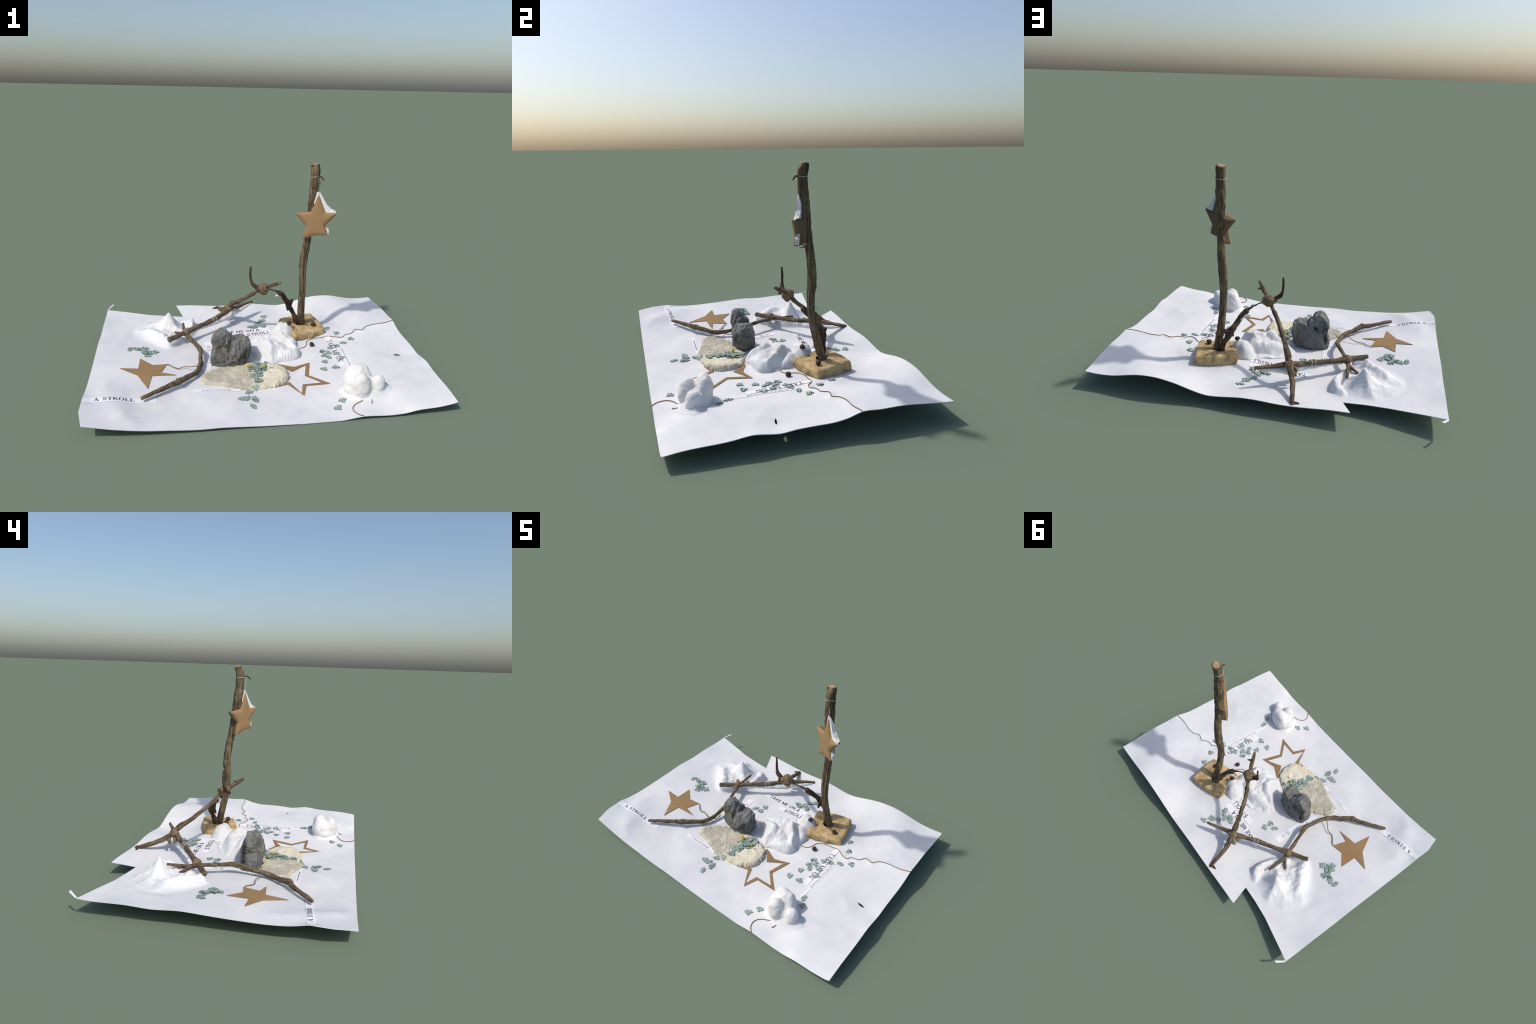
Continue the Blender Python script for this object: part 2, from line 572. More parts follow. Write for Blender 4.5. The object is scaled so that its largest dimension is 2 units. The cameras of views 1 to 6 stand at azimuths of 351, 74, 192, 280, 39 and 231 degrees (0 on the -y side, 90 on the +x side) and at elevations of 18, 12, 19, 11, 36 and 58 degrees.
def flat_patch(polys, cuts=4, merge_dist=1e-6):
    """triangulate 2D polygons (outer loops, listed as quads or n-gons) and subdivide; returns verts, tris, boundary"""
    bm = bmesh.new()
    for poly in polys:
        vs = [bm.verts.new((p[0], p[1], 0)) for p in poly]
        bm.faces.new(vs)
    bmesh.ops.remove_doubles(bm, verts=bm.verts, dist=merge_dist)
    bmesh.ops.triangulate(bm, faces=bm.faces)
    if cuts:
        bmesh.ops.subdivide_edges(bm, edges=bm.edges[:], cuts=cuts, use_grid_fill=True)
        bmesh.ops.triangulate(bm, faces=bm.faces)
    bmesh.ops.recalc_face_normals(bm, faces=bm.faces)
    bm.verts.ensure_lookup_table()
    bm.normal_update()
    if sum(f.normal.z for f in bm.faces) < 0:
        bmesh.ops.reverse_faces(bm, faces=bm.faces)
    bm.verts.index_update()
    V = np.array([v.co[:2] for v in bm.verts])
    F = [tuple(v.index for v in f.verts) for f in bm.faces]
    Bd = []
    for e in bm.edges:
        if len(e.link_faces) == 1:
            lp = e.link_loops[0]
            Bd.append((lp.vert.index, lp.link_loop_next.vert.index))
    bm.free()
    return V, F, Bd


def slab(V, F, Bd, zfun, thick, lift=0.0):
    """verts/faces of a thin plate following zfun, with a top, a bottom and walls"""
    n = len(V)
    z = zfun(V[:, 0], V[:, 1])
    verts = [(V[i, 0], V[i, 1], z[i] + lift + thick) for i in range(n)] + [(V[i, 0], V[i, 1], z[i] + lift) for i in range(n)]
    faces = list(F) + [tuple(i + n for i in f[::-1]) for f in F] + [(b, a, a + n, b + n) for a, b in Bd]
    return verts, faces


def plate(name, polys, mat, thick=.003, lift=.0005, cuts=4, parent=None, edge_mat=None):
    V, F, Bd = flat_patch(polys, cuts)
    verts, faces = slab(V, F, Bd, surf, thick, lift)
    o = make(name, verts, faces, mat, smooth=False, parent=parent)
    if edge_mat is not None:
        o.data.materials.append(edge_mat)
        for p in o.data.polygons:
            if abs(p.normal.z) < .5:
                p.material_index = 1
    return o


# ------------------------------------------------------------------ the sheet
def build_sheet():
    nw, ne, nr, nx = 110, 292, 255, 26
    seam = [(-.46, -.699 + (.568 + .699) * v) for v in np.linspace(0, 1, nr)]
    ys = np.linspace(0, 1, nr)
    V, Fc = [], []
    # west field, up to the torn notch
    X = np.linspace(-1.0, -.46, nw)
    for x in X:
        top = np.interp(-x, [.46, .575, .705, .83, .92, 1.0], [.568, .573, .586, .611, .628, .645])
        for v in ys:
            V.append((x, -.699 + v * (top + .699)))
    for i in range(nw - 1):
        for j in range(nr - 1):
            a = i * nr + j
            Fc.append((a, a + nr, a + nr + 1, a + 1))
    # east field: its left side runs up the seam, then out along the notch to the loose tip
    o = len(V)
    rows = [(-.46, -.699 + (.568 + .699) * v) for v in ys] + [(-.46 - .049 * t, .568 + .130 * t) for t in np.linspace(0, 1, nx)[1:]]
    m = len(rows)
    for u in np.linspace(0, 1, ne):
        for xl, y in rows:
            V.append((xl + (.998 - xl) * u, y))
    for i in range(ne - 1):
        for j in range(m - 1):
            a = o + i * m + j
            Fc.append((a, a + m, a + m + 1, a + 1))
    V = np.array(V)
    z = surf(V[:, 0], V[:, 1])
    # the lens-shaped tear in the east part: its south lip sags, its north lip lifts
    ax, ay, bx, by = .840, -.158, .905, -.170
    t = ((V[:, 0] - ax) * (bx - ax) + (V[:, 1] - ay) * (by - ay)) / ((bx - ax) ** 2 + (by - ay) ** 2)
    side = (V[:, 1] - ay) - t * (by - ay)
    near = np.clip(1 - np.abs(t - .5) * 1.9, 0, 1)
    z = z + np.where(side > 0, .004, -.006) * near * np.exp(-np.abs(side) / .02)
    bm = bmesh.new()
    vs = [bm.verts.new((V[i, 0], V[i, 1], z[i])) for i in range(len(V))]
    for f in Fc:
        c = V[list(f)].mean(0)
        tt = ((c[0] - ax) * (bx - ax) + (c[1] - ay) * (by - ay)) / ((bx - ax) ** 2 + (by - ay) ** 2)
        s = (c[1] - ay) - tt * (by - ay)
        if 0 < tt < 1 and abs(s) < .0050 * math.sin(math.pi * tt):
            continue
        bm.faces.new([vs[k] for k in f])
    bmesh.ops.remove_doubles(bm, verts=bm.verts, dist=1e-5)
    for v in bm.verts:                         # smooth the lips of the tear
        tt = ((v.co.x - ax) * (bx - ax) + (v.co.y - ay) * (by - ay)) / ((bx - ax) ** 2 + (by - ay) ** 2)
        s = (v.co.y - ay) - tt * (by - ay)
        if v.is_boundary and abs(s) < .015 and -.08 < tt < 1.08:
            v.co.y += (math.copysign(.0050 * math.sin(math.pi * min(1, max(0, tt))), s) - s)
    for p, n in (((-1.001, -.589, 0), (-.97, -.24, 0)), ((.974, -.699, 0), (.18, -.98, 0))):
        bmesh.ops.bisect_plane(bm, geom=bm.verts[:] + bm.edges[:] + bm.faces[:], plane_co=p, plane_no=n, clear_outer=True)
    bmesh.ops.delete(bm, geom=[v for v in bm.verts if not v.link_faces], context='VERTS')
    # thickness, downward
    geom = bmesh.ops.solidify(bm, geom=bm.faces[:], thickness=.0032)
    bmesh.ops.recalc_face_normals(bm, faces=bm.faces)
    me = bpy.data.meshes.new('paper_sheet')
    bm.to_mesh(me)
    bm.free()
    zs = np.empty(len(me.vertices) * 3)
    me.vertices.foreach_get('co', zs)
    zs[2::3] = np.maximum(zs[2::3], 0)
    me.vertices.foreach_set('co', zs)
    me.materials.append(M_PAPER)
    me.polygons.foreach_set('use_smooth', [True] * len(me.polygons))
    me.update()
    o = link(bpy.data.objects.new('paper_sheet', me))
    sharp_by_angle(o, 50)
    tag(o, 'large creased sheet of white paper with a torn notch', 'paper sheet')
    return o


SHEET = build_sheet()

# folded sliver standing out at the north-west corner
fl = [(-.996, .642, .105), (-.958, .698, .122), (-.973, .699, .119), (-1.0, .653, .105)]
fv = fl + [(x, y, z - .0015) for x, y, z in fl]
make('folded_corner', fv, [(0, 1, 2, 3), (7, 6, 5, 4), (0, 4, 5, 1), (1, 5, 6, 2), (2, 6, 7, 3), (3, 7, 4, 0)], M_PAPER, False, SHEET)


# ------------------------------------------------------------------ printed strips
class Strip:
    """a rectangle of label paper from start to end; text coordinates run along it"""

    def __init__(self, a, b, width, parent, lift=.0012, cuts=18):
        self.a, self.b, self.w = np.array(a), np.array(b), width
        d = self.b - self.a
        self.len = np.hypot(*d)
        self.u = d / self.len
        self.v = np.array((-self.u[1], self.u[0]))
        k = int(self.len / .015) + 1
        polys = []
        for i in range(k):
            s0, s1 = self.len * i / k, self.len * (i + 1) / k
            for w0, w1 in ((-.5, 0), (0, .5)):
                polys.append([self.at(s0, w0 * width), self.at(s1, w0 * width), self.at(s1, w1 * width), self.at(s0, w1 * width)])
        self.lift = lift
        self.o = plate('label_strip', polys, M_STRIP, .0010, lift, 0, parent)

    def at(self, s, t):
        return tuple(self.a + self.u * s + self.v * t)

    def place(self, verts, faces, name='lettering'):
        """map flat letter verts (s, t, h) onto the strip"""
        v = np.array(verts, float)
        P = self.a + v[:, :1] * self.u + v[:, 1:2] * self.v
        z = surf(P[:, 0], P[:, 1]) + self.lift + .0010 + .0004 + v[:, 2]
        return make(name, np.c_[P, z], faces, M_INK, False, self.o)

    def text(self, body, s0, s1, t0, height, bold=0.0):
        cu = bpy.data.curves.new('lettering', 'FONT')
        cu.body = body
        cu.size = 1
        cu.extrude = 0
        cu.offset = bold
        ob = bpy.data.objects.new('lettering_raw', cu)
        scene.collection.objects.link(ob)
        dg = bpy.context.evaluated_depsgraph_get()
        me = bpy.data.meshes.new_from_object(ob.evaluated_get(dg))
        bpy.data.objects.remove(ob)
        V = np.array([v.co for v in me.vertices])
        F = [tuple(p.vertices) for p in me.polygons]
        mn, mx = V.min(0), V.max(0)
        V[:, 0] = s0 + (V[:, 0] - mn[0]) / (mx[0] - mn[0]) * (s1 - s0)
        V[:, 1] = t0 + V[:, 1] / .73 * height
        V[:, 2] = 0
        return self.place(*with_depth(V, F))


def with_depth(V, F, h=.0005):
    """give flat letter faces a little ink thickness"""
    n = len(V)
    count = {}
    for f in F:
        for a, b in zip(f, f[1:] + f[:1]):
            count[(a, b)] = count.get((a, b), 0) + 1
    edges = [e for e in count if (e[1], e[0]) not in count]
    W = np.vstack([V + np.array((0, 0, h)), V])
    return W, list(F) + [(b, a, a + n, b + n) for a, b in edges]


# plain capitals, all strokes alike
BW = .155
SANS = {
    'T': (.80, [(.40, 0, .40, .92, BW), (.02, .925, .78, .925, BW)]),
    'A': (.95, [(.06, 0, .44, 1, BW), (.44, 1, .84, 0, BW), (.22, .32, .66, .32, BW)]),
    'K': (.88, [(.10, 0, .10, 1, BW), (.16, .42, .72, .98, BW), (.34, .56, .80, .02, BW)]),
    'E': (.80, [(.10, 0, .10, 1, BW), (.12, .925, .74, .925, BW), (.12, .075, .76, .075, BW), (.12, .52, .68, .52, BW)]),
    'M': (1.05, [(.10, 0, .10, 1, BW), (.12, .96, .50, .06, BW), (.50, .06, .88, .96, BW), (.92, 0, .92, 1, BW)]),
    'O': (1.02, []),
    'N': (.92, [(.10, 0, .10, 1, BW), (.12, .95, .78, .05, BW), (.80, 0, .80, 1, BW)]),
    'S': (.84, []),
    'R': (.92, [(.10, 0, .10, 1, BW), (.12, .925, .52, .925, BW), (.12, .47, .52, .47, BW), (.44, .45, .82, .02, BW)]),
    'L': (.74, [(.10, 0, .10, 1, BW), (.12, .075, .68, .075, BW)]),
    ' ': (.30, []),
}


def arc(cx, cy, rx, ry, a0, a1, n, w):
    p = [(cx + rx * math.cos(math.radians(a0 + (a1 - a0) * i / n)), cy + ry * math.sin(math.radians(a0 + (a1 - a0) * i / n))) for i in range(n + 1)]
    return [(*p[i], *p[i + 1], w) for i in range(n)]


SANS['O'] = (1.02, arc(.50, .50, .41, .43, 0, 360, 14, BW))
SANS['S'] = (.84, arc(.40, .72, .29, .21, 30, 270, 8, BW) + arc(.40, .29, .31, .22, 90, -150, 8, BW))
SANS['R'] = (.92, SANS['R'][1] + arc(.52, .70, .24, .225, 90, -90, 6, BW))

# serif capitals drawn as thick and thin pen strokes in a unit cell: (x0, y0, x1, y1, weight)
TH, TN = .17, .065
SERIF = {
    'T': (.85, [(.42, 0, .42, 1, TH), (.02, .97, .82, .97, TN), (.04, .97, .04, .78, TN), (.80, .97, .80, .78, TN), (.25, .02, .60, .02, TN)]),
    'A': (.95, [(.10, 0, .44, 1, TN), (.44, 1, .80, 0, TH), (.22, .36, .66, .36, TN), (0, .02, .25, .02, TN), (.62, .02, .95, .02, TN)]),
    'K': (.95, [(.17, 0, .17, 1, TH), (.20, .45, .75, .98, TN), (.36, .58, .80, 0, TH), (0, .98, .34, .98, TN), (0, .02, .34, .02, TN), (.60, .98, .92, .98, TN), (.64, .02, .98, .02, TN)]),
    'E': (.80, [(.17, 0, .17, 1, TH), (0, .97, .74, .97, TN), (0, .03, .76, .03, TN), (.2, .51, .56, .51, TN), (.73, .98, .73, .78, TN), (.76, .02, .76, .24, TN), (.56, .40, .56, .62, TN)]),
    'M': (1.2, [(.14, 0, .14, 1, TN), (.16, 1, .56, .04, TH), (.56, .04, .96, 1, TN), (.98, 0, .98, 1, TH), (0, .02, .30, .02, TN), (.80, .02, 1.16, .02, TN), (0, .98, .2, .98, TN), (.94, .98, 1.16, .98, TN)]),
    'N': (1.0, [(.14, 0, .14, 1, TN), (.12, 1, .82, .02, TH), (.84, 0, .84, 1, TN), (0, .02, .30, .02, TN), (.68, .98, 1.0, .98, TN), (0, .98, .2, .98, TN)]),
    'L': (.80, [(.17, 0, .17, 1, TH), (0, .98, .36, .98, TN), (0, .02, .72, .02, TN), (.73, .02, .73, .26, TN)]),
    'R': (.92, [(.17, 0, .17, 1, TH), (0, .98, .48, .98, TN), (0, .02, .34, .02, TN), (.46, .98, .64, .86, TN), (.65, .88, .65, .62, TH), (.64, .64, .44, .50, TN), (.2, .50, .46, .50, TN), (.40, .50, .80, 0, TH), (.66, .02, .95, .02, TN)]),
    'S': (.70, [(.56, .80, .44, .97, TN), (.44, .97, .20, .95, TN), (.20, .95, .08, .78, TH), (.08, .78, .20, .60, TH), (.20, .60, .50, .42, TH), (.50, .42, .60, .24, TH), (.60, .24, .46, .05, TN), (.46, .05, .20, .03, TN), (.20, .03, .06, .22, TN), (.57, .98, .57, .72, TN), (.06, .02, .06, .30, TN)]),
    'O': (1.0, [(.48, 1, .22, .92, TN), (.22, .92, .10, .70, TH), (.10, .70, .10, .30, TH), (.10, .30, .22, .08, TH), (.22, .08, .48, 0, TN), (.48, 0, .74, .08, TN), (.74, .08, .86, .30, TH), (.86, .30, .86, .70, TH), (.86, .70, .74, .92, TH), (.74, .92, .48, 1, TN)]),
    ' ': (.45, []),
}


def stroke_text(strip, body, s0, s1, t0, height, font=None):
    V, F, x = [], [], 0.0
    k = 0
    for ch in body:
        adv, strokes = (font or SERIF)[ch]
        for x0, y0, x1, y1, w in strokes:
            a, b = np.array((x0 + x, y0)), np.array((x1 + x, y1))
            d = (b - a) / np.hypot(*(b - a))
            n = np.array((-d[1], d[0])) * w / 2
            a, b = a - d * w * .2, b + d * w * .2
            h = .00004 * (k % 9)            # overlapping strokes never share a plane
            i = len(V)
            V += [(*(a - n), h), (*(b - n), h), (*(b + n), h), (*(a + n), h)]
            F.append((i, i + 1, i + 2, i + 3))
            k += 1
        x += adv + .10
    V = np.array(V, float)
    V[:, 0] = s0 + V[:, 0] / x * (s1 - s0)
    V[:, 1] = t0 + V[:, 1] * height
    return strip.place(*with_depth(V, F))


st = Strip((-.992, -.491), (-.622, -.451), .041, SHEET)
stroke_text(st, 'A STROLL', .050, .262, -.008, .023)
st = Strip((-.262, .327), (.132, .317), .046, SHEET)
stroke_text(st, 'TAKE ME ON A', .044, .330, -.016, .031, SANS)
st = Strip((-.086, .262), (.140, .266), .043, SHEET, .0016)
stroke_text(st, 'STROLL', .056, .220, -.017, .031, SANS)
st = Strip((.505, .150), (.502, -.218), .036, SHEET)
stroke_text(st, 'TAKE ME ON', .048, .315, -.015, .031)
st = Strip((.558, .047), (.546, -.325), .019, SHEET, .0008)
st.text('as I walk to my nana\'s house & @', .045, .270, -.004, .009)
st = Strip((-.416, -.364), (-.150, -.369), .020, SHEET)
st.text('as I walk to my nana\'s house & @', .045, .206, -.004, .008)
# strip with a small outlined star and three slanted dashes
st = Strip((-.304, .196), (-.297, -.06), .046, SHEET)
V, F = [], []
pts = []
for i in range(10):
    a = math.pi / 2 + i * math.pi / 5 + .25
    r = .0145 if i % 2 == 0 else .0062
    pts.append((.063 + r * math.cos(a), .001 + r * math.sin(a), .0155 if i % 2 == 0 else .0068, a))
for i in range(10):
    p, q = pts[i], pts[(i + 1) % 10]
    k = len(V)
    V += [(p[0], p[1], 0), (q[0], q[1], 0), (.063 + (q[0] - .063) * .80, .001 + (q[1] - .001) * .80, 0), (.063 + (p[0] - .063) * .80, .001 + (p[1] - .001) * .80, 0)]
    F.append((k, k + 3, k + 2, k + 1))
for i in range(3):
    k = len(V)
    t = -.012 + i * .012
    V += [(.094 - .004 * i, t - .001, 0), (.116 - .004 * i, t + .005, 0), (.1157 - .004 * i, t + .0077, 0), (.0937 - .004 * i, t + .0017, 0)]
    F.append((k, k + 1, k + 2, k + 3))
st.place(*with_depth(np.array(V), F))
# a plain scrap that shows between the stone and the west twig
Strip((-.312, -.070), (-.330, -.150), .045, SHEET, .0008)

# ------------------------------------------------------------------ cardboard stars
tips = [(-.571, -.094), (-.514, -.212), (-.671, -.352), (-.841, -.153), (-.731, -.039)]
dents = [(-.603, -.193), (-.658, -.231), (-.735, -.223), (-.734, -.155), (-.653, -.111)]
# order round the star: tip, dent, tip ...  (dents follow the tip before them)
dents = [(-.603, -.191), (-.653, -.229), (-.735, -.225), (-.735, -.155), (-.653, -.110)]
cx = np.mean(dents, 0)
polys = [[tuple(cx), dents[i - 1], tips[i], dents[i]] for i in range(5)]
star = plate('cardboard_star', polys, M_CARD, .0035, .0008, 4, None, M_CARD2)
tag(star, 'flat five-pointed star cut from brown cardboard', 'star')

o_t = [(.313, -.129), (.377, -.375), (.200, -.462), (.024, -.365), (.111, -.120)]
o_d = [(.273, -.268), (.234, -.370), (.130, -.342), (.060, -.24), (.208, -.163)]
i_t = [(.283, -.152), (.334, -.356), (.190, -.440), (.058, -.360), (.150, -.135)]
i_d = [(.250, -.267), (.216, -.355), (.144, -.320), (.085, -.24), (.184, -.213)]
outer, inner = [], []
for i in range(5):
    outer += [o_t[i], o_d[i]]
    inner += [i_t[i], i_d[i]]
polys = [[outer[i], outer[(i + 1) % 10], inner[(i + 1) % 10], inner[i]] for i in range(10)]
star2 = plate('cardboard_star_outline', polys, M_CARD2, .0032, .0008, 4, None, M_CARD2)
tag(star2, 'hollow outline of a star cut from brown cardboard', 'star')


# ------------------------------------------------------------------ small jigsaw pieces
def jigsaw(tabs, s=.0235, knob=.0062):
    """outline of a tiny jigsaw piece; tabs: per side +1 knob, -1 socket"""
    h = s / 2
    out = []
    for k, t in enumerate(tabs):
        rot = Matrix.Rotation(k * math.pi / 2, 2)
        side = [(-h, -h)]
        for (x, w) in ((-h * .55, .0012), (-.0026, .0008)):
            side.append((x, -h - w * (1 if t > 0 else -1) * .6))
        cy = -h - t * knob * .85
        for a in np.linspace(math.radians(125), math.radians(415), 10):
            side.append((knob * math.cos(math.pi - a + math.pi / 2 - math.pi / 2), cy + knob * math.sin(a) * t))
        # keep the neck order from left to right
        arc = side[3:]
        if arc[0][0] > arc[-1][0]:
            arc = arc[::-1]
        side = side[:3] + arc + [(.0026, -h - .0005 * t), (h * .55, -h - .0007 * t)]
        for p in side:
            q = rot @ Vector(p)
            out.append((q.x, q.y))
    return out


def piece_mesh(i, tabs, s):
    V, F, Bd = flat_patch([jigsaw(tabs, s)], 0)
    zero = lambda x, y: np.zeros(len(x))
    verts, faces = slab(V, F, Bd, zero, .0034)
    me = bpy.data.meshes.new('puzzle_piece')
    me.from_pydata([tuple(map(float, v)) for v in verts], [], faces)
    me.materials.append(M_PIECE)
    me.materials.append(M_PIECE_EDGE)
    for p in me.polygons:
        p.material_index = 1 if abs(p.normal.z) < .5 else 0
    me.update()
    return me


KINDS = [((1, -1, 1, -1), .0275), ((1, 1, -1, 1), .0260), ((-1, 1, -1, -1), .0300), ((1, -1, -1, 1), .0285), ((1, 1, 1, -1), .0255)]
PIECE_MESHES = [piece_mesh(i, *k) for i, k in enumerate(KINDS)]
PIECES = []


def pieces(spots, zfun, gap=.0006):
    for (x, y) in spots:
        stack = sum(1 for p in PIECES if math.hypot(p[0] - x, p[1] - y) < .031)
        z = float(zfun(x, y)) + gap + .0030 * min(stack, 3)
        e = .012
        n = Vector((float(zfun(x - e, y)) - float(zfun(x + e, y)), float(zfun(x, y - e)) - float(zfun(x, y + e)), 2 * e)).normalized()
        n = (n + Vector((rnd.uniform(-1, 1), rnd.uniform(-1, 1), 0)) * (.06 if stack else .015)).normalized()
        me = PIECE_MESHES[rnd.randrange(len(PIECE_MESHES))]
        o = link(bpy.data.objects.new('puzzle_piece', me))
        q = Vector((0, 0, 1)).rotation_difference(n)
        o.rotation_mode = 'QUATERNION'
        o.rotation_quaternion = q @ Matrix.Rotation(rnd.uniform(0, 6.28), 3, 'Z').to_quaternion()
        o.location = (x, y, z + .001)
        s = rnd.uniform(.96, 1.08)
        o.scale = (s, s, 1)
        tag(o, 'tiny sage green jigsaw puzzle piece with knobs', 'puzzle piece')
        PIECES.append((x, y))


pieces([(-.101, -.528), (-.156, -.458), (-.122, -.452), (-.086, -.456), (-.082, -.472), (-.105, -.395)], sz)
pieces([(.379, -.222), (.455, -.221), (.406, -.139), (.447, -.092), (.425, -.065), (.424, -.020),
        (.462, -.040), (.492, .012), (.510, -.071), (.519, -.122), (.533, .023),
        (.589, .050), (.654, .089), (.582, .174), (.541, .262)], sz)
pieces([(.128, .528), (.113, .472), (.095, .462), (.073, .434), (.081, .383), (.050, .393), (.040, .358), (.027, .366), (.103, .362), (.010, .376)], sz)
pieces([(-.645, .056), (-.690, .008), (-.682, .030), (-.690, .050), (-.705, .030), (-.712, .068), (-.712, .098), (-.735, .075), (-.765, .086), (-.800, .078)], sz)
pieces([(-.219, .149), (-.170, .200), (-.174, .149)], sz)
pieces([(.398, -.538), (.354, -.595), (.599, -.376), (.570, -.325)], sz)

# ------------------------------------------------------------------ cream clay pad
PAD = [(-.362, -.290), (-.335, -.315), (-.270, -.327), (-.195, -.349), (-.120, -.372), (-.050, -.374), (.010, -.366), (.070, -.352),
       (.130, -.310), (.152, -.240), (.138, -.172), (.090, -.130), (.030, -.105), (-.05, -.085), (-.12, -.10), (-.21, -.125), (-.270, -.150),
       (-.330, -.190), (-.366, -.232)]


def pad_top(x, y, d):
    h = (.021 - .006 * np.clip((y + .25) / .1, 0, 1) + .008 * np.clip((x - .0) / .06, 0, 1)) * np.clip(d / .014, 0, 1) ** .5
    h = h - .006 * np.exp(-(((x + .24) / .085) ** 2 + ((y + .235) / .055) ** 2))           # shallow thumbed hollow
    h = h - .007 * np.exp(-(((x + .005) / .06) ** 2 + ((y + .155) / .05) ** 2))            # the pool of pieces
    out = np.empty_like(h)
    for i in np.ndindex(h.shape):
        px, py = float(x[i]), float(y[i])
        f = noise.fractal(Vector((px * 24, py * 24, 3)), 1, 2, 4)
        east = min(1, max(0, (px + .02) / .08))
        # pulled ridges fan out on the east lobe
        r = math.sin(46 * (px * .75 - py * .25) + 2.5 * noise.noise(Vector((px * 12, py * 12, 9)))) * .0045 * east
        fray = abs(noise.noise(Vector((px * 60, py * 60, 1)))) * .006 * math.exp(-d[i] / .02)
        out[i] = f * .0050 + .0022 * noise.noise(Vector((px * 85, py * 85, 7))) + (r - fray) * min(1, d[i] / .012)
    return surf(x, y) + h + out


pad = lump('clay_pad', PAD, (-.10, -.24), pad_top, M_CLAY, 46, 260, edge_noise=.05, seed=4)
tag(pad, 'flat cream clay pad with torn rippled edges', 'clay pad')


def pad_z(x, y):
    O = PAD
    d = float(seg_dist(np.array(x), np.array(y), O + O[:1]))
    if not in_poly(x, y, O):
        return sz(x, y)
    return max(sz(x, y), float(pad_top(np.array([x]), np.array([y]), np.array([d]))[0]))


pieces([(-.067, -.365), (-.050, -.320), (-.036, -.307), (-.056, -.280), (-.060, -.248), (-.037, -.255), (-.017, -.250), (-.03, -.235)], pad_z)
pieces([(-.036, -.204), (-.058, -.180), (-.052, -.142), (-.024, -.192), (-.010, -.168), (.017, -.199), (.004, -.130), (-.035, -.155), (.025, -.145), (-.015, -.118), (.0, -.185)], pad_z)

# yellow leaves, blue scraps and splinters in the pool
for x, y, s, a in ((-.079, -.157, .013, .3), (.012, -.170, .014, 2.2)):
    o = ellipsoids('yellow_leaf', [((x, y, pad_z(x, y) + .013), (s, s * .72, s * .55), a, .5), ((x + .01, y - .004, pad_z(x, y) + .011), (s * .6, s * .5, s * .4), a, .2)],
                   M_LEAF, .003, 3, .003, 40, 3)
    tag(o, 'small crumpled yellow green leaf', 'leaf')
for x, y, a, l, w in ((-.024, -.217, .3, .024, .011), (-.077, -.203, 1.0, .013, .007), (.036, -.122, 2.3, .024, .008), (.031, -.172, .8, .016, .008), (-.02, -.10, .1, .022, .010), (.02, -.155, 1.9, .018, .01)):
    c, s = math.cos(a), math.sin(a)
    q = [(x + c * u * l - s * v * w, y + s * u * l + c * v * w) for u, v in ((-.6, 0), (-.1, -.5), (.6, -.3), (.55, .3), (-.1, .5))]
    V, F, Bd = flat_patch([q], 0)
    z0 = max(pad_z(*p) for p in q)
    verts, faces = slab(V, F, Bd, lambda X, Y: np.full(len(X), z0), .0022, .0005)
    o = make('blue_scrap', verts, faces, M_BLUE, False)
    tag(o, 'small torn scrap of blue paper', 'scrap')
for i in range(9):
    x, y = rnd.uniform(-.09, .075), rnd.uniform(-.215, -.115)
    a = rnd.uniform(0, 3.14)
    l = rnd.uniform(.012, .03)
    p = [(x - l * math.cos(a), y - l * math.sin(a)), (x, y + .003), (x + l * math.cos(a), y + l * math.sin(a))]
    o = tube('straw_fibre', [(*q, pad_z(*q) + .003 + .002 * k, .0009) for k, q in enumerate(p)], M_GREYCORD, 6, .006, 0)
    tag(o, 'thin dry straw fibre', 'straw')

# ------------------------------------------------------------------ cotton heaps
def soft_top(lobes, k=60):
    """smooth maximum of parabolic caps: (x, y, top, radius, squash)"""
    def f(x, y):
        acc = 0
        for lx, ly, top, r, *e in lobes:
            q = ((x - lx) ** 2 + (y - ly) ** 2) / (r * r)
            acc = acc + np.exp(k * (top * (1 - .45 * q) - .02))
        return np.log(acc + 1) / k + .02
    return f


MID_OUT = [(-.095, .045), (-.102, .082), (-.084, .128), (-.052, .156), (.018, .197), (.06, .206), (.109, .247), (.157, .276), (.215, .280),
           (.262, .262), (.292, .205), (.294, .15), (.276, .078), (.284, .028), (.280, -.032), (.252, -.074), (.185, -.094), (.124, -.100),
           (.084, -.116), (.045, -.096), (.010, -.050), (-.03, .0)]


def ridges(lines, k=75):
    """smooth maximum over crest lines; each is (points (x, y, top), half width, drop at that width)"""
    def f(x, y):
        acc = 0
        wx = np.array([noise.noise(Vector((float(a) * 14, float(b) * 14, 1.7))) for a, b in zip(np.ravel(x), np.ravel(y))]).reshape(np.shape(x))
        wy = np.array([noise.noise(Vector((float(a) * 14, float(b) * 14, 8.3))) for a, b in zip(np.ravel(x), np.ravel(y))]).reshape(np.shape(x))
        x, y = x + .012 * wx, y + .012 * wy
        for pts, r, drop in lines:
            best = np.full(np.shape(x), 9.0)
            top = np.zeros(np.shape(x))
            for (ax, ay, az), (bx, by, bz) in zip(pts[:-1], pts[1:]):
                dx, dy = bx - ax, by - ay
                t = np.clip(((x - ax) * dx + (y - ay) * dy) / (dx * dx + dy * dy), 0, 1)
                d = np.hypot(x - ax - t * dx, y - ay - t * dy)
                m = d < best
                best = np.where(m, d, best)
                top = np.where(m, az + (bz - az) * t, top)
            acc = acc + np.exp(k * (top - drop * np.where(best < r, (best / r) ** 2, 2 * best / r - 1) - .02))
        return np.log(acc + 1) / k + .02
    return f


